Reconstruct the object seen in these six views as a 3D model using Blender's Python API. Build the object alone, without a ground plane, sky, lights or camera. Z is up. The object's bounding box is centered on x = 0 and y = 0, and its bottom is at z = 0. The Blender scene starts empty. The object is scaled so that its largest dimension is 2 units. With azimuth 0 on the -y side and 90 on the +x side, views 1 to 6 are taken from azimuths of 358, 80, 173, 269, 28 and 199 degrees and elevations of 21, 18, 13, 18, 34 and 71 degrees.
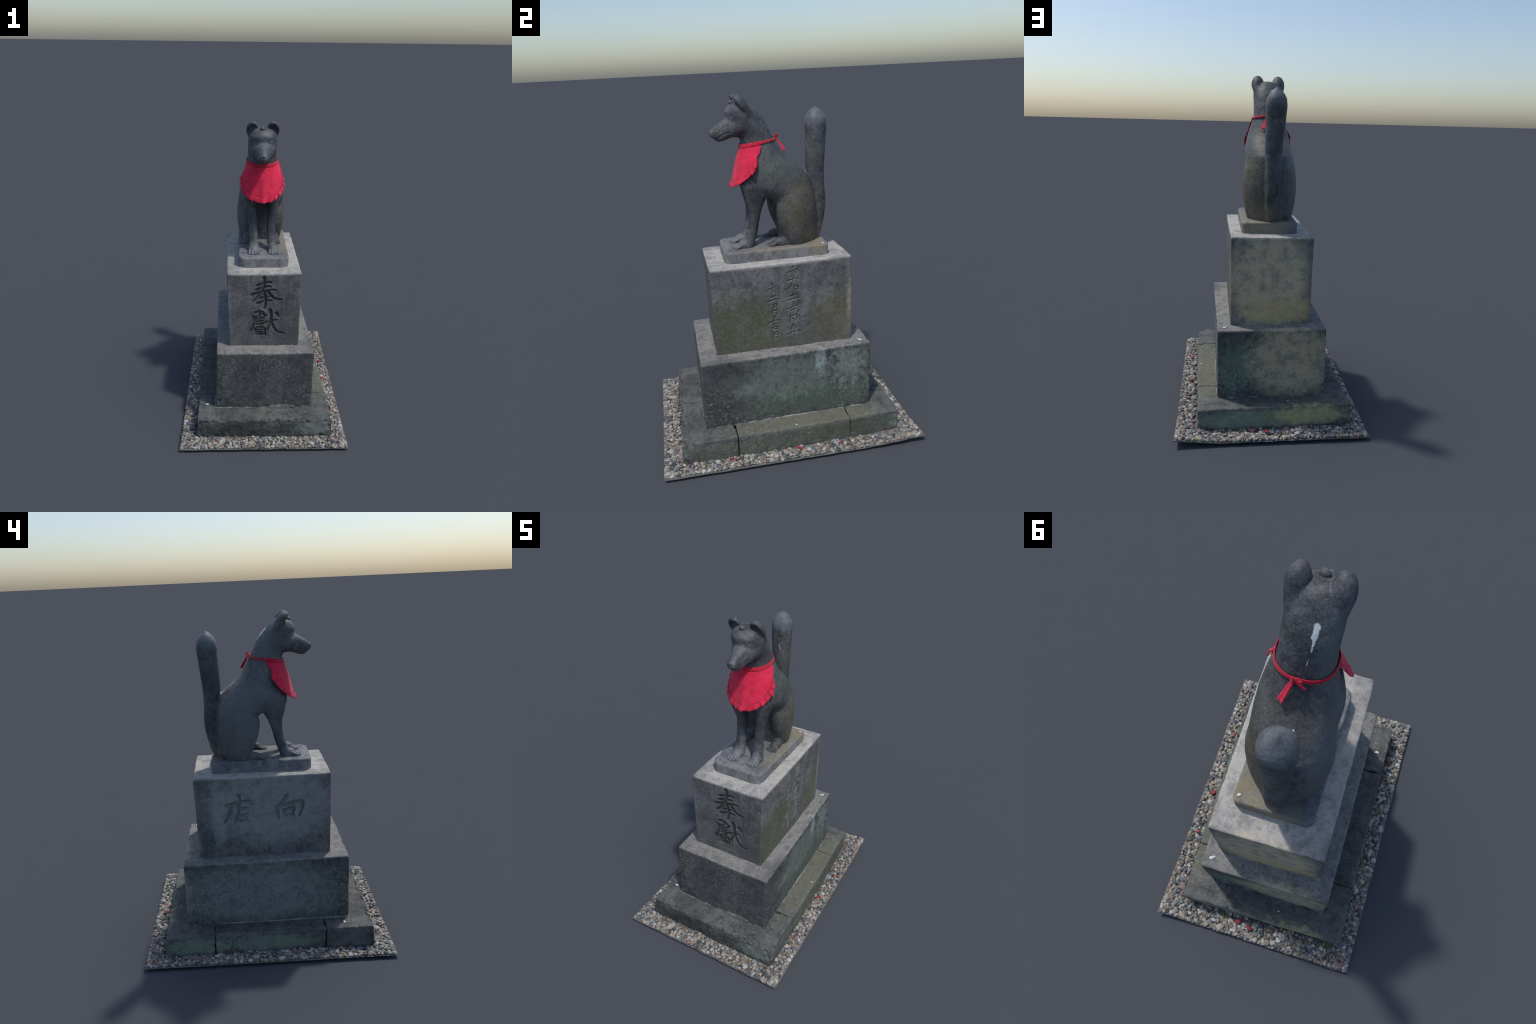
import bpy, math, random
import numpy as np
from mathutils import Vector, Matrix, Euler

random.seed(7)
rng = np.random.default_rng(7)

# ------------------------------------------------------------------ helpers
def hash3(i, j, k, seed):
    n = (i * 73856093) ^ (j * 19349663) ^ (k * 83492791) ^ (seed * 2654435)
    n = n & 0x7fffffff
    n = (n ^ (n >> 13)) * 1274126177 & 0x7fffffff
    n = (n ^ (n >> 16)) & 0xffff
    return n / 32767.5 - 1.0

def vnoise(P, seed=0):
    """smooth value noise in [-1,1] for an (N,3) array"""
    P = np.asarray(P, float)
    I = np.floor(P).astype(np.int64)
    f = P - I
    f = f * f * (3 - 2 * f)
    out = np.zeros(len(P))
    for dx in (0, 1):
        wx = f[:, 0] if dx else 1 - f[:, 0]
        for dy in (0, 1):
            wy = f[:, 1] if dy else 1 - f[:, 1]
            for dz in (0, 1):
                wz = f[:, 2] if dz else 1 - f[:, 2]
                out += wx * wy * wz * hash3(I[:, 0] + dx, I[:, 1] + dy, I[:, 2] + dz, seed)
    return out

def fbm(P, scale, octaves=3, seed=0, gain=0.5):
    a, s, t = 1.0, scale, 0.0
    tot = 0.0
    for o in range(octaves):
        t = t + a * vnoise(np.asarray(P) * s + 17.3 * o, seed + o * 11)
        tot += a
        a *= gain
        s *= 2.03
    return t / tot

def hermite(x, xs, ys):
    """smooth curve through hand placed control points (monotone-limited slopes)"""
    xs = np.asarray(xs, float); ys = np.asarray(ys, float)
    d = np.diff(ys) / np.diff(xs)
    m = np.zeros_like(ys)
    m[0], m[-1] = d[0], d[-1]
    for i in range(1, len(xs) - 1):
        if d[i - 1] * d[i] > 0:
            h0, h1 = xs[i] - xs[i - 1], xs[i + 1] - xs[i]
            w1, w2 = 2 * h1 + h0, h1 + 2 * h0
            m[i] = (w1 + w2) / (w1 / d[i - 1] + w2 / d[i])
    x = np.clip(x, xs[0], xs[-1])
    k = np.clip(np.searchsorted(xs, x) - 1, 0, len(xs) - 2)
    h = xs[k + 1] - xs[k]
    t = (x - xs[k]) / h
    return ((1 + 2 * t) * (1 - t) ** 2 * ys[k] + t * (1 - t) ** 2 * h * m[k]
            + t * t * (3 - 2 * t) * ys[k + 1] + t * t * (t - 1) * h * m[k + 1])

root = bpy.data.objects.new("fox_shrine_statue", None)
bpy.context.scene.collection.objects.link(root)
root["label"] = "dark stone seated fox with red bib on tiered pedestal"
root["category"] = "stone statue"

def add_object(name, mesh, mats, parent=root):
    ob = bpy.data.objects.new(name, mesh)
    bpy.context.scene.collection.objects.link(ob)
    ob.parent = parent
    for m in (mats if isinstance(mats, (list, tuple)) else [mats]):
        if m.name not in [x.name for x in mesh.materials if x]:
            mesh.materials.append(m)
    return ob

def make_mesh(name, V, F, smooth=True, normals=None):
    V = np.asarray(V, np.float32); F = np.asarray(F, np.int32)
    me = bpy.data.meshes.new(name)
    n = F.shape[1]
    me.vertices.add(len(V)); me.vertices.foreach_set("co", V.ravel())
    me.loops.add(F.size); me.loops.foreach_set("vertex_index", F.ravel())
    me.polygons.add(len(F))
    me.polygons.foreach_set("loop_start", np.arange(len(F), dtype=np.int32) * n)
    me.polygons.foreach_set("loop_total", np.full(len(F), n, np.int32))
    me.polygons.foreach_set("use_smooth", np.full(len(F), smooth))
    me.update(calc_edges=True)
    me.validate()
    if normals is not None:
        me.normals_split_custom_set_from_vertices([tuple(v) for v in normals.tolist()])
    return me

def vertex_normals(V, F):
    a, b, c, d = (V[F[:, i]] for i in range(4))
    n = np.cross(c - a, d - b)
    N = np.zeros_like(V)
    for i in range(4):
        np.add.at(N, F[:, i], n)
    return N / (np.linalg.norm(N, axis=1, keepdims=True) + 1e-12)

def split(V, F, N, labels, lab):
    f = F[labels == lab]
    used, inv = np.unique(f, return_inverse=True)
    return V[used], inv.reshape(f.shape), N[used]

# ---------------------------------------------------------------- materials
class Nodes:
    def __init__(self, name):
        self.mat = bpy.data.materials.new(name)
        self.mat.use_nodes = True
        self.t = self.mat.node_tree
        self.bsdf = self.t.nodes["Principled BSDF"]
        self.pos = self.n("ShaderNodeTexCoord").outputs["Object"]
    def n(self, kind, **kw):
        x = self.t.nodes.new(kind)
        for k, v in kw.items():
            setattr(x, k, v)
        return x
    def put(self, sock, v):
        if isinstance(v, bpy.types.NodeSocket):
            self.t.links.new(v, sock)
        else:
            sock.default_value = v
    def vec(self, op, a, b):
        x = self.n("ShaderNodeVectorMath", operation=op)
        self.put(x.inputs[0], a); self.put(x.inputs[1], b)
        return x.outputs[1] if op in ("LENGTH", "DISTANCE", "DOT_PRODUCT") else x.outputs[0]
    def math(self, op, a, b=0.0, clamp=False):
        x = self.n("ShaderNodeMath", operation=op, use_clamp=clamp)
        self.put(x.inputs[0], a); self.put(x.inputs[1], b)
        return x.outputs[0]
    def noise(self, scale, detail=4.0, rough=0.6, stretch=None, dist=0.0):
        p = self.pos
        if stretch:
            p = self.vec("MULTIPLY", p, stretch)
        x = self.n("ShaderNodeTexNoise")
        self.put(x.inputs["Vector"], p)
        x.inputs["Scale"].default_value = scale
        x.inputs["Detail"].default_value = detail
        x.inputs["Roughness"].default_value = rough
        x.inputs["Distortion"].default_value = dist
        return x.outputs["Fac"]
    def ramp(self, v, lo, hi, a=0.0, b=1.0):
        x = self.n("ShaderNodeMapRange", interpolation_type="SMOOTHSTEP")
        self.put(x.inputs["Value"], v)
        for s, q in (("From Min", lo), ("From Max", hi), ("To Min", a), ("To Max", b)):
            self.put(x.inputs[s], q)
        return x.outputs["Result"]
    def mix(self, f, a, b, mode="MIX"):
        x = self.n("ShaderNodeMix", data_type="RGBA", blend_type=mode)
        self.put(x.inputs["Factor"], f)
        for s, v in ((x.inputs[6], a), (x.inputs[7], b)):
            if isinstance(v, bpy.types.NodeSocket):
                self.t.links.new(v, s)
            else:
                s.default_value = (*v, 1.0) if len(v) == 3 else v
        return x.outputs[2]
    def blob(self, c, r, noise, amp=0.9, soft=0.35):
        """1 inside an ellipsoid whose border is broken up by noise"""
        d = self.vec("DIVIDE", self.vec("SUBTRACT", self.pos, c), r)
        x = self.n("ShaderNodeVectorMath", operation="LENGTH")
        self.put(x.inputs[0], d)
        l = self.math("ADD", x.outputs["Value"], self.math("MULTIPLY", self.math("SUBTRACT", noise, 0.5), amp * 2))
        return self.ramp(l, 1 + soft, 1 - soft)
    def segment(self, a, b, r, noise, amp=0.6, soft=0.3):
        a, b = Vector(a), Vector(b)
        ab = b - a
        t = self.math("DIVIDE", self.vec("DOT_PRODUCT", self.vec("SUBTRACT", self.pos, tuple(a)), tuple(ab)), ab.length_squared, clamp=True)
        x = self.n("ShaderNodeVectorMath", operation="SCALE")
        self.put(x.inputs[0], tuple(ab)); self.put(x.inputs["Scale"], t)
        q = self.vec("ADD", x.outputs[0], tuple(a))
        d = self.math("DIVIDE", self.vec("DISTANCE", self.pos, q), r)
        d = self.math("ADD", d, self.math("MULTIPLY", self.math("SUBTRACT", noise, 0.5), amp * 2))
        return self.ramp(d, 1 + soft, 1 - soft)
    def bump(self, h, strength, distance):
        x = self.n("ShaderNodeBump")
        x.inputs["Strength"].default_value = strength
        x.inputs["Distance"].default_value = distance
        self.put(x.inputs["Height"], h)
        self.t.links.new(x.outputs["Normal"], self.bsdf.inputs["Normal"])
    def finish(self, col, rough=0.85, spec=0.3):
        self.put(self.bsdf.inputs["Base Color"], col)
        self.put(self.bsdf.inputs["Roughness"], rough)
        self.bsdf.inputs["Specular IOR Level"].default_value = spec
        return self.mat

def stone(name, light, mid, dark, patches=(), segs=(), specks=0.0, streak=0.5, stain=0.55, grain=0.5, rough=0.85, scale=1.0):
    m = Nodes(name)
    big = m.noise(5.5 * scale, 6, 0.68, dist=0.6)
    mid_n = m.noise(17 * scale, 6, 0.7)
    fine = m.noise(150, 3, 0.75)
    pits = m.noise(95, 4, 0.75)
    drip = m.noise(1.0, 5, 0.65, stretch=(26, 26, 3.2))
    c = m.mix(m.ramp(big, 0.40, 0.60), mid, light)
    c = m.mix(m.math("MULTIPLY", m.ramp(mid_n, 0.46, 0.66), stain), c, dark)
    mott = m.noise(48, 5, 0.75)
    c = m.mix(m.math("MULTIPLY", m.ramp(mott, 0.50, 0.68), stain * 0.7), c, dark)
    c = m.mix(m.math("MULTIPLY", m.ramp(mott, 0.50, 0.32), stain * 0.5), c, light)
    c = m.mix(m.math("MULTIPLY", m.ramp(drip, 0.50, 0.74), streak), c, dark)
    edge = m.noise(26, 6, 0.75)
    for cen, rad, col, k, amp in patches:
        w = m.math("MULTIPLY", m.blob(cen, rad, edge, amp), k)
        w = m.math("MULTIPLY", w, m.ramp(mid_n, 0.34, 0.58, 0.45, 1.0))
        w = m.math("MULTIPLY", w, m.ramp(pits, 0.30, 0.60, 0.62, 1.0))
        c = m.mix(w, c, col)
    c = m.mix(m.math("MULTIPLY", m.ramp(fine, 0.50, 0.68), grain), c, m.mix(0.34, c, (0.40, 0.41, 0.40)))
    c = m.mix(m.math("MULTIPLY", m.ramp(pits, 0.50, 0.68), grain), c, m.mix(0.65, c, (0.015, 0.015, 0.016)))
    if specks:
        sp = m.noise(62, 6, 0.82)
        where = m.ramp(m.noise(3.4, 4, 0.6), 0.46, 0.58)
        c = m.mix(m.math("MULTIPLY", m.math("MULTIPLY", m.ramp(sp, 0.545, 0.615), where), specks), c, (0.27, 0.31, 0.28))
        c = m.mix(m.math("MULTIPLY", m.ramp(sp, 0.445, 0.385), specks * 0.8), c, (0.022, 0.024, 0.024))
    for a, b, r, col in segs:
        c = m.mix(m.segment(a, b, r, edge, 1.1, 0.25), c, col)
    m.bump(m.math("ADD", m.math("MULTIPLY", pits, 0.7), m.math("MULTIPLY", fine, 0.3)), 0.55, 0.004)
    return m.finish(c, rough, 0.35)

ALGAE = (0.085, 0.150, 0.095)
ALGAE_TEAL = (0.205, 0.275, 0.205)
OLIVE = (0.150, 0.155, 0.070)
LICHEN = (0.36, 0.38, 0.36)
OCHRE = (0.26, 0.22, 0.13)
SOOT = (0.040, 0.042, 0.046)
WHITE = (0.62, 0.66, 0.66)

mat_body = stone("weathered_fox_stone", (0.104, 0.109, 0.117), (0.056, 0.060, 0.067), (0.019, 0.021, 0.025),
    patches=[((-0.17, 0.08, 1.42), (0.10, 0.26, 0.30), (0.165, 0.177, 0.190), 0.7, 0.8),  # left flank and neck (next row) tinted paler for the scan's ambient light
             ((-0.11, -0.06, 1.80), (0.06, 0.14, 0.16), (0.155, 0.170, 0.184), 0.65, 0.8),
             ((0.13, 0.20, 1.36), (0.12, 0.16, 0.19), (0.125, 0.106, 0.056), 0.75, 0.8),
             ((0.13, 0.04, 1.60), (0.09, 0.12, 0.09), (0.085, 0.102, 0.080), 0.55, 0.9),
             ((0.07, 0.27, 1.18), (0.16, 0.10, 0.07), (0.165, 0.135, 0.080), 0.6, 0.8),
             ((-0.02, -0.22, 1.17), (0.14, 0.09, 0.06), (0.200, 0.208, 0.232), 0.7, 0.7),
             ((-0.015, -0.26, 1.90), (0.10, 0.08, 0.05), (0.150, 0.158, 0.178), 0.5, 0.7),
             ((-0.03, 0.29, 1.86), (0.09, 0.09, 0.05), (0.180, 0.200, 0.220), 0.65, 0.6),
             ((-0.02, 0.14, 1.63), (0.10, 0.15, 0.11), (0.108, 0.096, 0.076), 0.4, 0.9),
             ((-0.10, 0.20, 1.30), (0.08, 0.10, 0.16), (0.105, 0.098, 0.085), 0.35, 0.9)],
    segs=[((-0.036, -0.052, 1.907), (-0.034, -0.032, 1.886), 0.0090, WHITE),
          ((-0.037, -0.036, 1.890), (-0.036, -0.022, 1.874), 0.0048, WHITE),
          ((-0.036, -0.027, 1.876), (-0.033, -0.010, 1.848), 0.0036, WHITE),
          ((-0.033, -0.010, 1.848), (-0.028, 0.012, 1.805), 0.0027, WHITE),
          ((-0.052, -0.012, 1.862), (-0.052, -0.006, 1.855), 0.003, WHITE),
          ((-0.030, 0.205, 1.565), (-0.020, 0.225, 1.535), 0.010, WHITE),
          ((-0.030, 0.140, 1.615), (-0.031, 0.165, 1.592), 0.004, WHITE),
          ((-0.012, 0.222, 1.725), (-0.003, 0.222, 1.705), 0.0045, WHITE)],
    streak=0.60, stain=0.68, grain=0.52, rough=0.52)

mat_plinth = stone("plinth_stone", (0.235, 0.235, 0.24), (0.155, 0.160, 0.170), (0.055, 0.058, 0.065),
    patches=[((0.06, 0.30, 1.13), (0.17, 0.14, 0.07), OCHRE, 0.8, 0.5),
             ((0.14, 0.05, 1.15), (0.05, 0.25, 0.012), OCHRE, 0.6, 0.5)], streak=0.35, stain=0.6, grain=0.5)

mat_upper = stone("upper_block_stone", (0.170, 0.168, 0.170), (0.102, 0.103, 0.107), (0.038, 0.039, 0.043),
    patches=[((0.0, 0.0, 1.095), (0.36, 0.55, 0.026), (0.50, 0.485, 0.45), 1.0, 0.4),  # top ledge whitened: sunlight painted into the stone colour
             ((0.24, -0.22, 0.72), (0.06, 0.24, 0.20), (0.085, 0.098, 0.045), 0.9, 0.7),
             ((0.24, 0.33, 0.72), (0.06, 0.16, 0.16), (0.105, 0.105, 0.048), 0.75, 0.7),
             ((0.24, 0.0, 0.60), (0.06, 0.45, 0.06), (0.085, 0.090, 0.055), 0.7, 0.7),
             ((0.00, 0.42, 0.83), (0.25, 0.05, 0.29), (0.58, 0.49, 0.33), 1.0, 0.4),  # rear face brightened and warmed with baked sun, lower strip too
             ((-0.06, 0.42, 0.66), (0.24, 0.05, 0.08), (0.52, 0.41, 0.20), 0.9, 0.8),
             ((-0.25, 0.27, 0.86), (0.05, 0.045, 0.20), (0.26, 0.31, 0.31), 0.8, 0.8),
             ((-0.25, 0.36, 0.85), (0.05, 0.06, 0.27), (0.075, 0.078, 0.09), 0.75, 0.7),
             ((-0.25, -0.05, 0.90), (0.05, 0.40, 0.24), (0.31, 0.325, 0.315), 0.9, 0.6),  # left face colour raised to the scan's softer skylight
             ((0.05, -0.39, 0.62), (0.30, 0.05, 0.09), (0.075, 0.080, 0.076), 0.75, 0.7),
             ((0.16, -0.39, 0.72), (0.07, 0.05, 0.16), (0.070, 0.070, 0.074), 0.75, 0.7),
             ((-0.12, -0.39, 0.74), (0.09, 0.05, 0.14), (0.080, 0.078, 0.085), 0.6, 0.8)],
    specks=0.30, streak=0.65, stain=0.6)

mat_groove = stone("carved_groove_stone", (0.070, 0.076, 0.074), (0.048, 0.052, 0.052), (0.022, 0.024, 0.025), streak=0.2, stain=0.3)  # albedo darkened so the shade inside the cuts is painted in
mat_groove_teal = stone("mossy_groove_stone", (0.235, 0.262, 0.252), (0.165, 0.185, 0.180), (0.075, 0.085, 0.085), streak=0.2, stain=0.4)
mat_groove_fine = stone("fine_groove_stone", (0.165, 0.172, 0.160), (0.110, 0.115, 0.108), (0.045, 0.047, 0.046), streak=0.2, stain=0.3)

mat_lower = stone("lower_block_stone", (0.100, 0.104, 0.104), (0.062, 0.066, 0.067), (0.024, 0.026, 0.027),  # base darkened to the scan's front shade; top and left patches lightened as lit
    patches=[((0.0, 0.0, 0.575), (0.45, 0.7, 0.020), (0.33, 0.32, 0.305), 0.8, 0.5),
             ((0.32, 0.14, 0.27), (0.06, 0.40, 0.09), (0.082, 0.118, 0.082), 0.85, 1.0),
             ((0.32, 0.0, 0.42), (0.06, 0.36, 0.13), (0.200, 0.240, 0.205), 0.6, 1.9),
             ((0.32, 0.38, 0.44), (0.06, 0.09, 0.13), (0.24, 0.28, 0.265), 0.65, 2.0),
             ((0.32, 0.20, 0.50), (0.06, 0.030, 0.09), (0.36, 0.44, 0.43), 0.7, 2.0),
             ((0.32, -0.26, 0.37), (0.06, 0.05, 0.04), (0.34, 0.37, 0.33), 0.8, 1.6),
             ((0.32, -0.36, 0.36), (0.06, 0.14, 0.25), SOOT, 0.8, 0.8),
             ((0.20, 0.50, 0.34), (0.11, 0.05, 0.15), (0.125, 0.200, 0.145), 0.8, 1.2),
             ((-0.12, 0.50, 0.38), (0.24, 0.05, 0.22), (0.46, 0.395, 0.265), 1.0, 0.5),  # pale tan here is sun on the back, put into the colour
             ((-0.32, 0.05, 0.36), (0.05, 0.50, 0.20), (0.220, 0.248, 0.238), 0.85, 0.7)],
    specks=0.75, streak=0.6, stain=0.65, grain=0.34)

mat_base = stone("foundation_stone", (0.118, 0.122, 0.116), (0.074, 0.077, 0.075), (0.028, 0.030, 0.032),
    patches=[((0.38, 0.10, 0.16), (0.12, 0.42, 0.03), (0.168, 0.172, 0.115), 0.75, 0.8),
             ((0.42, 0.0, 0.08), (0.07, 0.7, 0.05), (0.075, 0.092, 0.056), 0.8, 0.7),
             ((0.0, -0.64, 0.07), (0.5, 0.05, 0.075), (0.028, 0.032, 0.032), 1.0, 0.5),  # front riser painted near black for its shadow side
             ((0.33, -0.64, 0.09), (0.12, 0.05, 0.05), (0.19, 0.23, 0.21), 0.85, 1.3),
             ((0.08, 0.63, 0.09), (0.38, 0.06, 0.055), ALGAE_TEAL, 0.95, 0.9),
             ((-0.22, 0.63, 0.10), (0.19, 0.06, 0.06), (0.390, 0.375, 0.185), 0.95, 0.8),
             ((-0.46, 0.44, 0.09), (0.06, 0.20, 0.05), ALGAE_TEAL, 0.8, 1.0),
             ((-0.46, -0.02, 0.09), (0.06, 0.26, 0.05), ALGAE_TEAL, 0.7, 1.0)],
    specks=0.45, streak=0.35, stain=0.65, grain=0.34)

mat_mortar = stone("pale_mortar", (0.30, 0.30, 0.285), (0.22, 0.22, 0.21), (0.08, 0.08, 0.08), streak=0.1, stain=0.7)

def cloth(name, col, deep):
    m = Nodes(name)
    n = m.noise(14, 4, 0.6)
    w = m.noise(420, 2, 0.5)
    c = m.mix(m.ramp(n, 0.35, 0.65), deep, col)
    c = m.mix(m.math("MULTIPLY", m.ramp(m.noise(60, 5, 0.7), 0.5, 0.75), 0.25), c, m.mix(0.5, c, (0.9, 0.35, 0.4)))
    m.bump(w, 0.25, 0.0015)
    m.bsdf.inputs["Sheen Weight"].default_value = 0.15
    return m.finish(c, 0.8, 0.2)
mat_cloth = cloth("red_bib_cotton", (0.70, 0.022, 0.074), (0.58, 0.016, 0.052))
mat_cloth_dark = cloth("red_ribbon_cotton", (0.55, 0.016, 0.045), (0.42, 0.010, 0.030))

mat_gap_shadow = cloth("painted_gap_shadow_red", (0.22, 0.008, 0.022), (0.16, 0.006, 0.016))

def pebble_material():
    m = Nodes("river_pebbles")
    g = m.n("ShaderNodeNewGeometry").outputs["Random Per Island"]
    o = m.n("ShaderNodeObjectInfo").outputs["Random"]
    r = m.math("FRACT", m.math("ADD", g, o))
    ramp = m.n("ShaderNodeValToRGB")
    ramp.color_ramp.interpolation = "CONSTANT"
    pal = [(0.138, 0.142, 0.146), (0.284, 0.254, 0.206), (0.082, 0.090, 0.099), (0.370, 0.353, 0.318), (0.189, 0.176, 0.159), (0.214, 0.164, 0.124), (0.120, 0.142, 0.159), (0.310, 0.297, 0.271), (0.136, 0.105, 0.086), (0.215, 0.228, 0.224), (0.056, 0.060, 0.065), (0.430, 0.417, 0.387), (0.224, 0.202, 0.168), (0.221, 0.156, 0.134), (0.163, 0.176, 0.168), (0.318, 0.280, 0.215)]
    e = ramp.color_ramp.elements
    for i, c in enumerate(pal):
        p = i / len(pal)
        x = e[i] if i < 2 else e.new(p)
        x.position = p
        x.color = (*c, 1)
    m.put(ramp.inputs[0], r)
    c = m.mix(m.math("MULTIPLY", m.ramp(m.noise(120, 4, 0.7), 0.45, 0.7), 0.4), ramp.outputs[0], m.mix(0.6, ramp.outputs[0], (0.10, 0.10, 0.10)))
    m.bump(m.noise(260, 3, 0.6), 0.2, 0.002)
    return m.finish(c, 0.7, 0.35)
mat_pebble = pebble_material()

def plain(name, col, rough=0.9, var=0.3, scale=60):
    m = Nodes(name)
    c = m.mix(m.math("MULTIPLY", m.ramp(m.noise(scale, 4, 0.65), 0.4, 0.7), var), col, tuple(x * 0.4 for x in col))
    return m.finish(c, rough)
mat_bed = plain("gravel_bed_grit", (0.17, 0.165, 0.155), var=0.7, scale=90)
mat_white = plain("bird_lime", WHITE, var=0.25)
mat_leaf = plain("red_fallen_leaf", (0.30, 0.022, 0.032), 0.6)
mat_weed = plain("green_weed", (0.075, 0.16, 0.035), 0.7)
mat_eye = plain("carved_eye_stone", (0.060, 0.063, 0.068), 0.6)

# --------------------------------------------------------- masonry blocks
def lattice(lo, hi, step, dense=None):
    """positions along one edge; `dense` = (a, b, fine step)"""
    if not dense:
        n = max(2, int(round((hi - lo) / step)))
        return np.linspace(lo, hi, n + 1)
    a, b, s = dense
    return np.concatenate([np.linspace(lo, a, max(2, int((a - lo) / step)) + 1)[:-1],
                           np.linspace(a, b, int((b - a) / s) + 1)[:-1],
                           np.linspace(b, hi, max(2, int((hi - b) / step)) + 1)])

def box_surface(xs, ys, zs):
    nx, ny, nz = len(xs), len(ys), len(zs)
    key = lambda i, j, k: (i * ny + j) * nz + k
    quads = []
    def face(axis, at, flip):
        r = [np.arange(nx), np.arange(ny), np.arange(nz)]
        u, v = [a for a in range(3) if a != axis]
        A, B = np.meshgrid(r[u][:-1], r[v][:-1], indexing="ij")
        A, B = A.ravel(), B.ravel()
        def k(a, b):
            idx = [None] * 3
            idx[axis] = np.full_like(a, at); idx[u] = a; idx[v] = b
            return key(*idx)
        q = np.stack([k(A, B), k(A + 1, B), k(A + 1, B + 1), k(A, B + 1)], 1)
        quads.append(q[:, ::-1] if flip else q)
    face(0, 0, True); face(0, nx - 1, False)
    face(1, 0, False); face(1, ny - 1, True)
    face(2, 0, True); face(2, nz - 1, False)
    Q = np.concatenate(quads)
    used, inv = np.unique(Q, return_inverse=True)
    F = inv.reshape(Q.shape)
    i, rem = np.divmod(used, ny * nz)
    j, k = np.divmod(rem, nz)
    return np.stack([xs[i], ys[j], zs[k]], 1), F

def masonry(top, bot, radius, step, seed, lump=0.003, grit=0.0008, chip=0.006, dense=(None, None, None), carve=None, chip_bias=None, grow=0.0):
    """Rounded, weathered block between two four-cornered outlines (FL, FR, BR, BL)."""
    top = np.asarray(top, float); bot = np.asarray(bot, float)
    gx = np.array([[-1, -1, 0], [1, -1, 0], [1, 1, 0], [-1, 1, 0]]) * grow
    top = top + gx + np.array([0, 0, grow * 0.8]); bot = bot + gx
    allp = np.concatenate([top, bot])
    size = np.array([(top[1, 0] - top[0, 0] + top[2, 0] - top[3, 0]) / 2,
                     (top[3, 1] - top[0, 1] + top[2, 1] - top[1, 1]) / 2,
                     (top[:, 2] - bot[:, 2]).mean()])
    cen = allp.mean(0)
    h = size / 2
    ax = []
    for a in range(3):
        d = dense[a]
        if d:
            d = (d[0] - cen[a], d[1] - cen[a], d[2])
        ax.append(lattice(-h[a], h[a], step, d))
    P, F = box_surface(*ax)
    hin = h - radius
    inner = np.clip(P, -hin, hin)
    dv = P - inner
    dist = np.linalg.norm(dv, axis=1, keepdims=True)
    nrm = dv / dist
    # chebyshev-style lattice rows in the margin collapse onto the round edge
    Q = inner + nrm * radius
    edge = np.clip((np.sort(np.abs(P) / h, axis=1)[:, 1] * 1.0), 0, 1)
    emarg = np.sort(h - np.abs(P), axis=1)[:, 1]           # distance to the second nearest face
    ew = np.exp(-np.clip(emarg, 0, None) / 0.022)
    u = (Q / h + 1) / 2
    def bil(c):
        return (c[0] * ((1 - u[:, 0]) * (1 - u[:, 1]))[:, None] + c[1] * (u[:, 0] * (1 - u[:, 1]))[:, None]
                + c[2] * (u[:, 0] * u[:, 1])[:, None] + c[3] * ((1 - u[:, 0]) * u[:, 1])[:, None])
    W = bil(bot) * (1 - u[:, 2:]) + bil(top) * u[:, 2:]
    d = lump * fbm(W, 9, 3, seed) + grit * fbm(W, 75, 2, seed + 5)
    c = np.clip(fbm(W, 24, 3, seed + 9) - 0.02, 0, 1) * 2.2
    if chip_bias is not None:
        c = c * chip_bias(W)
    d = d - chip * ew * c
    depth = np.zeros(len(W))
    lab = np.zeros(len(W), int)
    if carve:
        depth, lab = carve(W, nrm)
        d = d - depth
    V = W + nrm * d[:, None]
    return V, F, depth, lab

# strokes of the carved inscriptions, in millimetres on each face
FRONT = {  # (x, z): 奉 獻
    "a": [[(-3, 1061), (-1, 1041), (-3, 1008), (-13, 968), (-33, 936), (-69, 895)], [(-44, 1005), (-10, 1019), (30, 1031), (42, 1026)],
          [(-49, 976), (-12, 989), (24, 1001), (41, 996)], [(-79, 941), (-24, 958), (52, 978), (76, 971)],
          [(24, 958), (47, 927), (72, 910), (111, 904)], [(2, 947), (9, 910), (10, 876), (3, 842)],
          [(-23, 914), (1, 921), (29, 928)], [(-40, 880), (-7, 891), (20, 899), (50, 898)]],
    "b": [[(-59, 811), (-28, 824), (-2, 814)], [(-30, 821), (-29, 787)], [(-28, 799), (-3, 800), (17, 793), (-6, 778)],
          [(-68, 783), (-63, 745), (-71, 710), (-89, 674)], [(-57, 776), (-34, 785), (-15, 776)], [(-55, 761), (1, 771)],
          [(-52, 743), (-2, 755)], [(-47, 725), (0, 738), (-11, 725), (-25, 715)], [(-55, 692), (-50, 649)],
          [(-42, 701), (8, 708), (10, 649)], [(-42, 683), (-7, 688)], [(-42, 667), (-7, 671)], [(-48, 651), (3, 655)],
          [(40, 831), (47, 804), (46, 755), (36, 716), (19, 681)], [(12, 738), (42, 748), (67, 757), (84, 760)],
          [(50, 737), (65, 702), (88, 670), (129, 662)], [(80, 807), (94, 786)]]}
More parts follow.
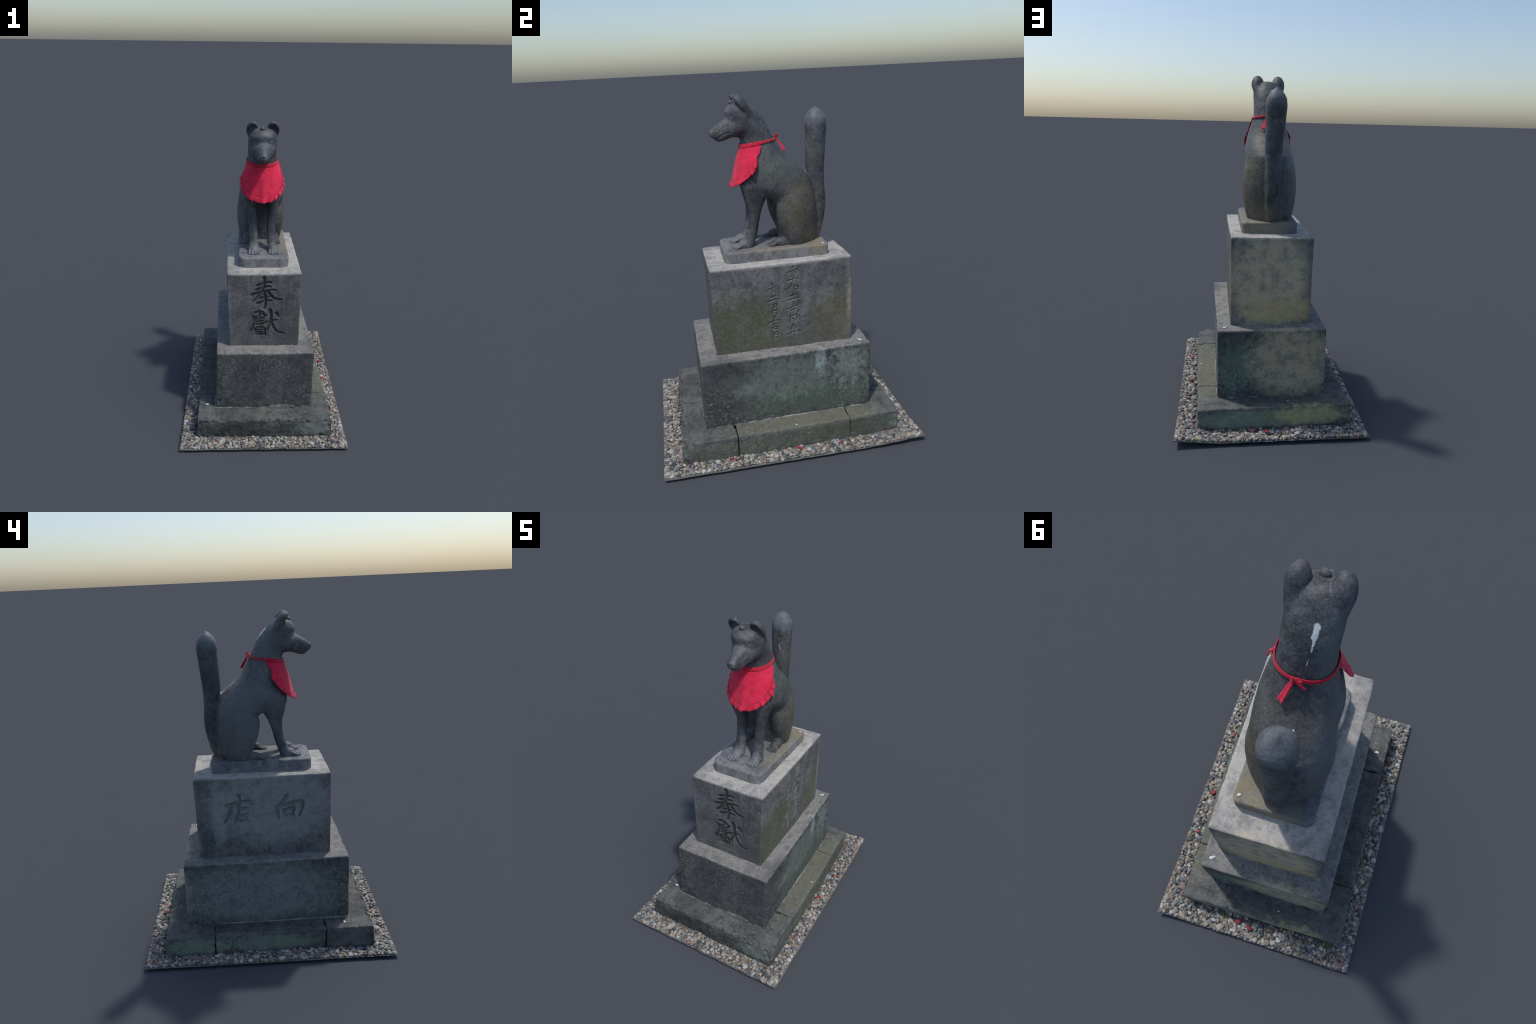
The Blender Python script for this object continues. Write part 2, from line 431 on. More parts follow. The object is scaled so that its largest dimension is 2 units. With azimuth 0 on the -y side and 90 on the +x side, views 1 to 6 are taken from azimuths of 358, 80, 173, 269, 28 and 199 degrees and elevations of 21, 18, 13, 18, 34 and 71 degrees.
RIGHT = {  # (y, z): 享和二壬戌年 / 十二月吉日
    "a": [[(69, 1062), (72, 1052)], [(41, 1028), (65, 1037), (90, 1042)], [(55, 1018), (59, 1010), (85, 1021)], [(60, 1024), (83, 1032), (85, 1021)],
          [(57, 1001), (84, 1007), (71, 995)], [(38, 979), (66, 988), (95, 990)], [(70, 995), (70, 971)]],
    "b": [[(56, 959), (65, 953)], [(18, 924), (42, 938), (65, 950)], [(49, 947), (52, 907)], [(49, 934), (35, 917)],
          [(72, 941), (78, 920)], [(74, 941), (100, 946), (100, 924)], [(78, 920), (99, 924)]],
    "c": [[(47, 884), (85, 892)], [(36, 860), (72, 870), (104, 870)]],
    "d": [[(69, 848), (72, 837)], [(60, 820), (92, 824)], [(31, 807), (63, 814)], [(48, 796), (82, 803)], [(69, 837), (71, 776)]],
    "e": [[(96, 788), (91, 780)], [(58, 761), (91, 773)], [(47, 765), (51, 744), (41, 725)], [(61, 743), (68, 737)],
          [(83, 771), (93, 739), (110, 718)], [(97, 754), (83, 737), (67, 728)]],
    "f": [[(64, 708), (53, 692)], [(56, 695), (92, 699)], [(46, 679), (90, 687)], [(52, 684), (55, 657)],
          [(27, 647), (58, 658), (100, 661)], [(71, 697), (71, 630)]],
    "g": [[(-74, 938), (-51, 947), (-29, 953)], [(-49, 971), (-48, 919)]],
    "h": [[(-63, 891), (-35, 897)], [(-82, 865), (-48, 876), (-11, 877)]],
    "i": [[(-47, 845), (-49, 819), (-62, 790)], [(-47, 845), (-32, 850), (-28, 833), (-27, 782), (-35, 788)], [(-44, 829), (-32, 831)], [(-45, 807), (-29, 809)]],
    "j": [[(-45, 774), (-45, 740)], [(-84, 731), (-51, 743), (-16, 746)], [(-62, 720), (-26, 727)], [(-56, 705), (-50, 690)],
          [(-53, 708), (-32, 711), (-33, 692)], [(-50, 690), (-31, 691)]],
    "k": [[(-50, 668), (-50, 636)], [(-50, 668), (-27, 670), (-27, 635)], [(-47, 653), (-29, 655)], [(-50, 636), (-27, 635)]]}
LEFT = {  # (y, z): 店 向
    "a": [[(148, 972), (139, 950)], [(221, 909), (183, 918), (129, 933), (78, 936)], [(196, 901), (201, 864), (215, 833), (241, 799)],
          [(146, 910), (152, 844)], [(134, 883), (95, 891)], [(158, 840), (101, 848)], [(158, 838), (176, 799)],
          [(163, 805), (114, 810), (95, 803)], [(101, 848), (111, 811)]],
    "b": [[(-140, 957), (-121, 927), (-93, 900)], [(-78, 883), (-81, 848), (-91, 807)],
          [(-78, 886), (-109, 891), (-163, 909), (-230, 919), (-236, 906), (-230, 860), (-209, 818)], [(-123, 862), (-127, 825)],
          [(-135, 863), (-162, 877), (-185, 877), (-172, 834)], [(-127, 824), (-167, 832), (-180, 825)]]}

def stroke_depth(uv, strokes, width, depth):
    """V-cut chisel profile, widest near the start of each brush stroke"""
    out = np.zeros(len(uv))
    for s in strokes:
        s = np.array(s) / 1000.0
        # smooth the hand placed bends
        for _ in range(2):
            if len(s) > 2:
                a, b = s[:-1] * 0.75 + s[1:] * 0.25, s[:-1] * 0.25 + s[1:] * 0.75
                s = np.concatenate([s[:1], np.stack([a, b], 1).reshape(-1, 2)[1:-1], s[-1:]])
        L = np.concatenate([[0], np.cumsum(np.linalg.norm(np.diff(s, axis=0), axis=1))])
        lo, hi = s.min(0) - 0.03, s.max(0) + 0.03
        idx = np.where(np.all((uv > lo) & (uv < hi), axis=1))[0]
        if not len(idx):
            continue
        q = uv[idx]
        best = np.zeros(len(idx))
        for i in range(len(s) - 1):
            ab = s[i + 1] - s[i]
            t = np.clip(((q - s[i]) @ ab) / (ab @ ab), 0, 1)
            dd = np.linalg.norm(q - s[i] - t[:, None] * ab, axis=1)
            g = (L[i] + t * (L[i + 1] - L[i])) / L[-1]
            w = width * (1.12 - 0.55 * g ** 1.5)
            v = np.clip(1 - dd / w, 0, 1)
            best = np.maximum(best, depth * np.minimum(v * 1.5, 1))
        out[idx] = np.maximum(out[idx], best)
    return out

def carve_upper(W, nrm):
    depth = np.zeros(len(W)); lab = np.zeros(len(W), int)
    n = 1
    for table, axis, sign, cols, width, dep in ((FRONT, 1, -1, (0, 2), 0.0115, 0.012), (RIGHT, 0, 1, (1, 2), 0.0053, 0.0065), (LEFT, 0, -1, (1, 2), 0.0120, 0.0100)):
        on = np.where(nrm[:, axis] * sign > 0.98)[0]
        for k, strokes in table.items():
            d = stroke_depth(W[on][:, cols], strokes, width, dep)
            hit = d > depth[on]
            depth[on] = np.maximum(depth[on], d)
            lab[on[hit]] = n
            n += 1
    return depth, lab

# upper block with its inscriptions as child pieces
V, F, depth, lab = masonry([(-0.235, -0.402, 1.083), (0.233, -0.395, 1.087), (0.224, 0.412, 1.090), (-0.243, 0.405, 1.083)],
                           [(-0.226, -0.397, 0.560), (0.230, -0.389, 0.560), (0.226, 0.410, 0.560), (-0.235, 0.401, 0.560)],
                           0.006, 0.008, 3, lump=0.0015, grit=0.0006, chip=0.0022, grow=0.0035,
                           dense=((-0.105, 0.145, 0.002), (-0.255, 0.255, 0.002), (0.62, 1.075, 0.002)), carve=carve_upper)
N = vertex_normals(V, F)
fl = np.where((depth[F] > 0.0004).sum(1) >= 2, lab[F].max(1), 0)
v, f, n = split(V, F, N, fl, 0)
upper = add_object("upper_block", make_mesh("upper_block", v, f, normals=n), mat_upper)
for k in range(1, lab.max() + 1):
    v, f, n = split(V, F, N, fl, k)
    if len(f):
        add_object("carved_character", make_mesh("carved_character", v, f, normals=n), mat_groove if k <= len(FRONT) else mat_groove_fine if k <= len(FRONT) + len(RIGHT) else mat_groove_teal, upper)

# lower block
def chips_front(W):
    low = (W[:, 1] < -0.45) & (W[:, 2] < 0.22)
    return np.where(low, 5.0, 1.0)
V, F, _, _ = masonry([(-0.301, -0.497, 0.566), (0.323, -0.489, 0.566), (0.298, 0.500, 0.564), (-0.317, 0.492, 0.566)],
                     [(-0.307, -0.495, 0.135), (0.317, -0.493, 0.135), (0.300, 0.497, 0.135), (-0.317, 0.498, 0.135)],
                     0.009, 0.007, 21, lump=0.0026, grit=0.0010, chip=0.0035, grow=0.006, chip_bias=chips_front)
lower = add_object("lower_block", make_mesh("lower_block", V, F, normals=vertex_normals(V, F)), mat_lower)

# foundation slab: three butted stones
fl_, fr_, br_, bl_ = np.array((-0.431, -0.636, 0.156)), np.array((0.446, -0.635, 0.156)), np.array((0.418, 0.642, 0.156)), np.array((-0.457, 0.626, 0.159))
gl, gr, hr, hl = np.array((-0.441, -0.641, 0.010)), np.array((0.456, -0.641, 0.010)), np.array((0.421, 0.644, 0.010)), np.array((-0.460, 0.628, 0.010))
def at_y(a, b, y):
    return a + (b - a) * (y - a[1]) / (b[1] - a[1])
def chips_slab(W):
    return 0.8 + 3.0 * (W[:, 1] < -0.58) + 0.5 * (W[:, 2] < 0.1)
for i, (ya, yb) in enumerate(((None, (-0.346, -0.327)), ((-0.344, -0.323), (0.333, 0.342)), ((0.334, 0.343), None))):
    def cut(y, lo):
        if y is None:
            return (fl_, fr_, gl, gr) if lo else (bl_, br_, hl, hr)
        return at_y(fl_, bl_, y[0]), at_y(fr_, br_, y[1]), at_y(gl, hl, y[0]), at_y(gr, hr, y[1])
    a = cut(ya, True); b = cut(yb, False)
    V, F, _, _ = masonry([a[0], a[1], b[1], b[0]], [a[2], a[3], b[3], b[2]], 0.009 if i != 1 else 0.006, 0.006, 40 + 7 * i,
                         grow=0.0, lump=0.006 if i == 0 else 0.0045, grit=0.0012, chip=0.009, chip_bias=chips_slab)
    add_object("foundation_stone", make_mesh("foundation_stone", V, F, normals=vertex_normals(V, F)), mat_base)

# small plinth under the fox: rounded-corner tablet
def tablet(z0, z1, x0, x1, y0, y1, rc, re):
    ring, nrm = [], []
    segs = 10
    for cx, cy, a0 in ((x1 - rc, y0 + rc, -90), (x1 - rc * 0.45, y1 - rc * 0.45, 0), (x0 + rc * 0.6, y1 - rc * 0.6, 90), (x0 + rc, y0 + rc, 180)):
        r = rc if cy < 0 else (rc * 0.45 if cx > 0 else rc * 0.6)
        for s in range(segs + 1):
            a = math.radians(a0 + 90 * s / segs)
            ring.append((cx + r * math.cos(a), cy + r * math.sin(a)))
    ring = np.array(ring)
    # resample evenly
    c = np.concatenate([ring, ring[:1]])
    L = np.concatenate([[0], np.cumsum(np.linalg.norm(np.diff(c, axis=0), axis=1))])
    n = int(L[-1] / 0.006)
    t = np.linspace(0, L[-1], n, endpoint=False)
    ring = np.stack([np.interp(t, L, c[:, i]) for i in range(2)], 1)
    tan = np.roll(ring, -1, 0) - np.roll(ring, 1, 0)
    nr = np.stack([tan[:, 1], -tan[:, 0]], 1); nr /= np.linalg.norm(nr, axis=1, keepdims=True)
    prof = [(0.004, z0)] + [(0.003, z0 + (z1 - re - z0) * k / 8) for k in range(9)]
    prof += [(-re + re * math.cos(a), z1 - re + re * math.sin(a)) for a in np.linspace(0.25, math.pi / 2, 5)]
    cen = ring.mean(0)
    rows = []
    for o, z in prof:
        p = ring + nr * o
        rows.append(np.column_stack([p, np.full(n, z)]))
    base = ring + nr * -re
    for k in range(1, 27):
        s = max(0.001, 1 - k / 26)
        p = cen + (base - cen) * s
        rows.append(np.column_stack([p, np.full(n, z1)]))
    V = np.concatenate(rows)
    F = []
    R = len(rows)
    i = np.arange(n); j = (i + 1) % n
    for r in range(R - 1):
        F.append(np.stack([r * n + i, r * n + j, (r + 1) * n + j, (r + 1) * n + i], 1))
    F = np.concatenate(F)
    N = vertex_normals(V, F)
    V = V + N * (0.0010 * fbm(V, 14, 3, 77) + 0.0006 * fbm(V, 80, 2, 78))[:, None]
    V[:, 2] += 0.009 * np.exp(-(V[:, 0] / 0.075) ** 2 - ((V[:, 1] - 0.03) / 0.10) ** 2) * (V[:, 2] > z1 - 0.02)
    return V, F
V, F = tablet(1.075, 1.154, -0.161, 0.159, -0.298, 0.299, 0.048, 0.005)
add_object("plinth", make_mesh("plinth", V, F, normals=vertex_normals(V, F)), mat_plinth)

# mortar beads where the tiers meet
def mortar(corners, z, size, seed, gaps=0.1):
    pts = [np.array(c, float) for c in corners]
    rows = []
    for a, b in zip(pts, pts[1:] + pts[:1]):
        n = int(np.linalg.norm(b - a) / 0.006)
        for k in range(n):
            rows.append(a + (b - a) * k / n)
    C = np.array(rows); n = len(C)
    cen = C.mean(0)
    C3 = np.column_stack([C, np.full(n, z)])
    w = size * np.clip(0.55 + 1.3 * fbm(C3, 22, 3, seed) , gaps, 2)
    tan = np.roll(C, -1, 0) - np.roll(C, 1, 0)
    nr = np.stack([tan[:, 1], -tan[:, 0]], 1); nr /= np.linalg.norm(nr, axis=1, keepdims=True)
    K = 6
    V = []
    for k in range(K):
        a = math.pi / 2 * k / (K - 1)
        o = w * math.cos(a); up = w * 0.7 * math.sin(a)
        p = C + nr * (o - 0.003)[:, None]
        V.append(np.column_stack([p, z + up - 0.002]))
    V = np.concatenate(V)
    V += 0.0012 * np.stack([fbm(V, 120, 2, seed + s) for s in (1, 2, 3)], 1)
    i = np.arange(n); j = (i + 1) % n
    F = np.concatenate([np.stack([k * n + i, k * n + j, (k + 1) * n + j, (k + 1) * n + i], 1) for k in range(K - 1)])
    return V, F
V, F = mortar([(-0.317, -0.501), (0.323, -0.499), (0.306, 0.503), (-0.327, 0.504)], 0.157, 0.008, 301)
o = add_object("mortar_joint", make_mesh("mortar_joint", V, F), mat_mortar)
V, F = mortar([(-0.230, -0.400), (0.234, -0.392), (0.230, 0.414), (-0.239, 0.405)], 0.570, 0.007, 331)
o = add_object("mortar_joint", make_mesh("mortar_joint", V, F), mat_mortar)
# rough mortar lump under the chipped front edge
def rough_lump(cen, rad, seed, rings=14, seg=30, amp=0.25, freq=None):
    a = np.linspace(0, math.pi, rings + 1); b = np.linspace(0, 2 * math.pi, seg, endpoint=False)
    A, B = np.meshgrid(a, b, indexing="ij")
    D = np.stack([np.sin(A) * np.cos(B), np.sin(A) * np.sin(B), np.cos(A)], -1).reshape(-1, 3)
    r = 1 + amp * fbm(D * 1.0, freq or 1.7, 3, seed)
    V = np.array(cen) + D * np.array(rad) * r[:, None]
    i = np.arange(seg); j = (i + 1) % seg
    F = np.concatenate([np.stack([k * seg + i, (k + 1) * seg + i, (k + 1) * seg + j, k * seg + j], 1) for k in range(rings)])
    return V, F
V, F = rough_lump((0.12, -0.499, 0.157), (0.095, 0.020, 0.022), 5, amp=0.5, freq=2.5)
add_object("mortar_lump", make_mesh("mortar_lump", V, F), mat_base)
V, F = rough_lump((0.27, -0.497, 0.156), (0.030, 0.014, 0.010), 8, amp=0.5, freq=2.5)
add_object("mortar_lump", make_mesh("mortar_lump", V, F), mat_base)

# ----------------------------------------------------------------- the fox
ZB = [1.12, 1.15, 1.20, 1.26, 1.32, 1.36, 1.40, 1.43, 1.46, 1.49, 1.52, 1.56, 1.60, 1.65, 1.70, 1.735, 1.77, 1.80, 1.83, 1.86, 1.885, 1.91, 1.935, 1.95, 1.962, 1.968]
YF = [.046, .046, .044, .041, .038, .031, .010, -.028, -.084, -.135, -.164, -.180, -.178, -.170, -.158, -.151, -.153, -.163, -.183, -.210, -.225, -.227, -.215, -.198, -.172, -.150]
YB = [.255, .259, .264, .268, .270, .268, .265, .262, .256, .249, .238, .204, .157, .105, .067, .049, .032, .018, .004, -.012, -.030, -.052, -.077, -.095, -.114, -.132]
XL = [-.138, -.142, -.153, -.164, -.169, -.170, -.168, -.165, -.162, -.158, -.152, -.145, -.137, -.127, -.116, -.109, -.105, -.104, -.104, -.104, -.103, -.099, -.088, -.076, -.056, -.03]
XR = [.112, .118, .131, .140, .145, .146, .144, .141, .139, .137, .135, .132, .126, .113, .098, .085, .078, .077, .077, .077, .077, .073, .062, .050, .030, .005]

YC = [.098, .098, .098, .098, .10, .10, .10, .10, .098, .092, .080, .056, .030, .000, -.028, -.044, -.056, -.07, -.088, -.11, -.128, -.140, -.147, -.148, -.146, -.143]
def loft(X, Y, Z, zs, yf, yb, xl, xr, n=2.2, yc=None):
    """implicit body through horizontal oval sections"""
    a, b = hermite(Z, zs, yf), hermite(Z, zs, yb)
    c, d = hermite(Z, zs, xl), hermite(Z, zs, xr)
    cy, ry, cx, rx = (a + b) / 2, (b - a) / 2, (c + d) / 2, (d - c) / 2
    if yc is not None:                     # widest line not half way along
        cl = hermite(Z, zs, yc)
        cr = cl + (np.minimum(cl, (a + b) / 2) - cl) * np.clip((Z - 1.40) / 0.08, 0, 1) * 0.9   # leaner on the right flank
        side = np.clip((X - cx) / 0.03 * 0.5 + 0.5, 0, 1)
        side = side * side * (3 - 2 * side)
        cy = cl + (cr - cl) * side
        ry = np.where(Y > cy, b - cy, cy - a)
        n = n + (0.35 - 0.45 * side) * np.clip((Z - 1.36) / 0.08, 0, 1) * np.clip((1.72 - Z) / 0.08, 0, 1)
    q = (np.abs((X - cx) / rx) ** n + np.abs((Y - cy) / ry) ** n) ** (1.0 / n)
    f = (q - 1) * np.minimum(rx, (b - a) / 2)
    return np.maximum(f, np.maximum(Z - zs[-1], zs[0] - Z))

def ellipsoid(X, Y, Z, c, r, R=None):
    dx, dy, dz = X - c[0], Y - c[1], Z - c[2]
    if R is not None:
        dx, dy, dz = (R[i][0] * dx + R[i][1] * dy + R[i][2] * dz for i in range(3))
    q = np.sqrt((dx / r[0]) ** 2 + (dy / r[1]) ** 2 + (dz / r[2]) ** 2)
    return (q - 1) * min(r)

def capsule(X, Y, Z, a, b, ra, rb):
    a, b = np.array(a), np.array(b)
    ab = b - a
    t = np.clip(((X - a[0]) * ab[0] + (Y - a[1]) * ab[1] + (Z - a[2]) * ab[2]) / (ab @ ab), 0, 1)
    return np.sqrt((X - a[0] - t * ab[0]) ** 2 + (Y - a[1] - t * ab[1]) ** 2 + (Z - a[2] - t * ab[2]) ** 2) - (ra + (rb - ra) * t)

MY = [-.3225, -.320, -.312, -.296, -.272, -.250, -.230, -.200, -.160]
MT = [1.806, 1.812, 1.818, 1.831, 1.848, 1.861, 1.872, 1.880, 1.885]
MB = [1.798, 1.789, 1.780, 1.766, 1.753, 1.755, 1.761, 1.772, 1.785]
MW = [.004, .013, .022, .030, .036, .041, .047, .056, .066]
def muzzle(X, Y, Z):
    t, b, w = hermite(Y, MY, MT), hermite(Y, MY, MB), hermite(Y, MY, MW)
    cz, rz = (t + b) / 2, (t - b) / 2
    up = (Z - cz) / rz
    ww = w * (1 - 0.12 * np.clip(up, -1, 1))
    q = (np.abs((X + 0.013) / ww) ** 2.3 + np.abs(up) ** 2.3) ** (1 / 2.3)
    f = (q - 1) * np.minimum(w, rz)
    return np.maximum(f, np.maximum(MY[0] - Y, Y - MY[-1]))

TZ = [1.12, 1.15, 1.23, 1.31, 1.38, 1.47, 1.54, 1.60, 1.65, 1.70, 1.77, 1.81, 1.845, 1.872, 1.890, 1.901, 1.909, 1.913]
TF = [.200, .205, .215, .222, .224, .222, .221, .220, .2215, .2235, .2255, .226, .230, .241, .254, .267, .279, .285]
TB = [.278, .286, .310, .327, .333, .328, .327, .330, .334, .339, .345, .348, .346, .334, .319, .307, .297, .291]
TL = [-.030, -.034, -.046, -.055, -.060, -.064, -.066, -.069, -.074, -.079, -.084, -.087, -.085, -.074, -.060, -.047, -.036, -.030]
TR = [.018, .022, .028, .029, .030, .031, .032, .033, .034, .034, .034, .033, .029, .018, .005, -.008, -.019, -.025]
def tail(X, Y, Z):
    return loft(X, Y, Z, TZ, TF, TB, TL, TR, 2.15)

LZ = [1.135, 1.16, 1.19, 1.23, 1.27, 1.30, 1.34, 1.375, 1.42, 1.46, 1.51, 1.55, 1.585]
def foreleg(s):
    if s > 0:
        xl = [.034, .032, .027, .025, .024, .024, .025, .025, .027, .025, .021, .030, .050]
        xr = [.098, .096, .091, .084, .081, .081, .082, .084, .090, .100, .109, .105, .085]
    else:
        xl = [-.099, -.098, -.096, -.095, -.095, -.096, -.098, -.098, -.113, -.131, -.139, -.132, -.110]
        xr = [-.032, -.031, -.031, -.034, -.037, -.038, -.040, -.042, -.046, -.044, -.042, -.052, -.075]
    yf = [-.182, -.180, -.172, -.157, -.144, -.139, -.136, -.137, -.147, -.156, -.167, -.160, -.130]
    yb = [-.126, -.122, -.108, -.095, -.085, -.079, -.069, -.058, -.038, -.015, .005, .005, -.03] if s > 0 else [-.126, -.122, -.108, -.095, -.085, -.078, -.066, -.053, -.030, -.004, .015, .012, -.03]
    return lambda X, Y, Z: loft(X, Y, Z, LZ, yf, yb, xl, xr, 2.2)

HZ = [1.13, 1.15, 1.20, 1.25, 1.30, 1.34, 1.38, 1.42, 1.46, 1.485, 1.50]
def thigh(s):
    if s > 0:
        yf = [.088, .082, .054, .036, .024, .020, .022, .034, .062, .095, .135]
        xo = [.112, .118, .131, .140, .145, .146, .145, .141, .130, .112, .085]
        xi = [.045, .040, .031, .024, .021, .021, .024, .030, .044, .06, .075]
        xl, xr = xi, xo
    else:
        yf = [.087, .080, .053, .030, .012, .003, -.001, .009, .042, .08, .13]
        xo = [-.138, -.142, -.153, -.164, -.169, -.170, -.169, -.164, -.150, -.132, -.105]
        xi = [-.068, -.064, -.060, -.058, -.058, -.058, -.060, -.064, -.072, -.083, -.096]
        xl, xr = xo, xi
    yb = [.165, .170, .178, .182, .185, .186, .186, .184, .178, .168, .155]
    return lambda X, Y, Z: loft(X, Y, Z, HZ, yf, yb, xl, xr, 2.25 if s > 0 else 2.05)

def foot(cx, y0, y1, w, h, z0=1.153):
    """paw: instep plus four separate toes"""
    parts = [(lambda X, Y, Z: ellipsoid(X, Y, Z, (cx, (y0 + 0.034 + y1) / 2, z0 + h * 0.30), (w * 0.92, (y1 - y0 - 0.034) / 2, h * 0.80)), 0.010)]
    for k in range(4):
        t = (k - 1.5) / 1.5
        x0 = cx + t * w * 0.62; x1 = cx + t * w * 0.80
        lead = y0 + 0.006 + 0.010 * abs(t) ** 2
        parts.append(((lambda X, Y, Z, x0=x0, x1=x1, lead=lead:
                       capsule(X, Y, Z, (x0, lead + 0.042, z0 + h * 0.42), (x1, lead + 0.006, z0 + 0.004), w * 0.30, w * 0.245)), 0.0018))
    return parts

# ears: cupped lobes, open to the front
def ear_frame(s):
    a = Vector((0.03 * s, 0.57, -0.80)).normalized()          # along the lobe, top to bottom
    b = Vector((0.06 * s, 0.80, 0.55)); b = (b - a * b.dot(a)).normalized()   # out of the back
    c = a.cross(b)
    cen = Vector((0.050, -0.148, 1.949)) if s > 0 else Vector((-0.079, -0.150, 1.948))
    return cen, a, b, c
def ear(s):
    cen, a, b, c = ear_frame(s)
    R = [tuple(a), tuple(c), tuple(b)]
    hol = cen - b * 0.027 + a * 0.002
    def f(X, Y, Z):
        e = ellipsoid(X, Y, Z, cen, (0.061, 0.0385, 0.037), R)
        h = (X - cen.x) * b.x + (Y - cen.y) * b.y + (Z - cen.z) * b.z
        e = smax(e, -(h + 0.010), 0.006)
        hollow = ellipsoid(X, Y, Z, hol, (0.053, 0.0325, 0.036), R)
        return smax(e, -hollow, 0.004)
    return f

def ear_root(s):
    """swelling that carries the back of the ear down into the head"""
    cen, a, b, c = ear_frame(s)
    R = [tuple(a), tuple(c), tuple(b)]
    q = cen + a * 0.032 + b * 0.010
    return lambda X, Y, Z: ellipsoid(X, Y, Z, q, (0.045, 0.030, 0.022), R)

def smin(a, b, k):
    h = np.clip(0.5 + 0.5 * (b - a) / k, 0, 1)
    return b + (a - b) * h - k * h * (1 - h)
def smax(a, b, k):
    return -smin(-a, -b, k)

def torso(X, Y, Z):
    return loft(X, Y, Z, ZB, YF, YB, XL, XR, 2.1, YC)

MOUTH = [(-.205, 1.800), (-.216, 1.801), (-.238, 1.796), (-.260, 1.784), (-.283, 1.769), (-.300, 1.772)]
def mouth_cut(X, Y, Z):
    d = np.full(np.broadcast_shapes(X.shape, Y.shape, Z.shape), 9.0, np.float32)
    for p, q in zip(MOUTH, MOUTH[1:]):
        p, q = np.array(p), np.array(q)
        ab = q - p
        t = np.clip(((Y - p[0]) * ab[0] + (Z - p[1]) * ab[1]) / (ab @ ab), 0, 1)
        d = np.minimum(d, np.hypot(Y - p[0] - t * ab[0], Z - p[1] - t * ab[1]))
    return 0.0030 * np.exp(-(d / 0.0030) ** 2)

EYES = [(0.0225, -0.2215, 1.889), (-0.0515, -0.2215, 1.888)]

parts = [  # (function, blend radius, lower corner, upper corner, label)
    (torso, 0.0, (-.19, -.25, 1.11), (.17, .30, 1.98), "torso"),
    (thigh(1), 0.014, (.0, -.02, 1.11), (.17, .26, 1.52), "hindlimb_r"),
    (thigh(-1), 0.014, (-.19, -.03, 1.11), (-.02, .26, 1.52), "hindlimb_l"),
    (foreleg(1), 0.020, (.0, -.21, 1.11), (.14, .05, 1.62), "forelimb_r"),
    (foreleg(-1), 0.020, (-.16, -.21, 1.11), (-.01, .05, 1.62), "forelimb_l"),
    (lambda X, Y, Z: ellipsoid(X, Y, Z, (-0.100, -0.025, 1.530), (.056, .085, .072)), 0.026, (-.18, -.16, 1.42), (-.0, .10, 1.63), "torso"),
    (muzzle, 0.012, (-.09, -.34, 1.73), (.07, -.15, 1.90), "head"),
    (lambda X, Y, Z: ellipsoid(X, Y, Z, (-0.0135, -0.155, 1.832), (.076, .068, .062)), 0.022, (-.10, -.24, 1.76), (.08, -.07, 1.91), "head"),
    (lambda X, Y, Z: ellipsoid(X, Y, Z, (-0.0135, -0.3135, 1.809), (.012, .010, .0085)), 0.004, (-.04, -.335, 1.79), (.02, -.295, 1.83), "head"),
    (ear_root(1), 0.016, (-.01, -.20, 1.84), (.12, -.05, 2.0), "head"),
    (ear_root(-1), 0.016, (-.15, -.20, 1.84), (-.02, -.05, 2.0), "head"),
    (ear(1), 0.006, (-.01, -.23, 1.86), (.12, -.06, 2.02), "ear_r"),
    (ear(-1), 0.006, (-.15, -.23, 1.86), (-.02, -.06, 2.02), "ear_l"),
    (tail, 0.006, (-.11, .17, 1.11), (.06, .36, 1.93), "tail"),
    (lambda X, Y, Z: ellipsoid(X, Y, Z, (0.000, 0.120, 1.158), (.022, .035, .022)), 0.008, (-.04, .06, 1.12), (.05, .18, 1.20), "torso"),
]
for (cx, y0, y1, w, h, lab) in ((0.0655, -.247, -.118, .035, .044, "forelimb_r"), (-0.0635, -.250, -.118, .038, .044, "forelimb_l"),
                                (0.088, -.050, .10, .033, .044, "hindlimb_r"), (-0.111, -.043, .10, .026, .042, "hindlimb_l")):
    for fn, k in foot(cx, y0, y1, w, h):
        parts.append((fn, k, (cx - .06, y0 - .02, 1.125), (cx + .06, y1 + .02, 1.22), lab))

H = 0.0025
G0 = np.array([-0.198, -0.345, 1.128]); G1 = np.array([0.172, 0.366, 2.016])
NX, NY, NZ = (np.ceil((G1 - G0) / H)).astype(int) + 1
gx = (G0[0] + H * np.arange(NX)).astype(np.float32)
gy = (G0[1] + H * np.arange(NY)).astype(np.float32)
gz = (G0[2] + H * np.arange(NZ)).astype(np.float32)
field = np.full((NX, NY, NZ), 0.05, np.float32)
def sub(lo, hi):
    i = [int(max(0, math.floor((lo[a] - G0[a]) / H))) for a in range(3)]
    j = [int(min((NX, NY, NZ)[a], math.ceil((hi[a] - G0[a]) / H) + 1)) for a in range(3)]
    sl = tuple(slice(i[a], j[a]) for a in range(3))
    return sl, gx[sl[0]][:, None, None], gy[sl[1]][None, :, None], gz[sl[2]][None, None, :]
for fn, k, lo, hi, lab in parts:
    sl, X, Y, Z = sub(lo, hi)
    d = fn(X, Y, Z).astype(np.float32)
    field[sl] = smin(field[sl], d, k) if k else np.minimum(field[sl], d)
for nx in (-0.0195, -0.0065):
    sl, X, Y, Z = sub((nx - .02, -.34, 1.78), (nx + .02, -.29, 1.83))
    field[sl] = smax(field[sl], -ellipsoid(X, Y, Z, (nx, -0.3205, 1.8015), (.0042, .0050, .0040)), 0.002)
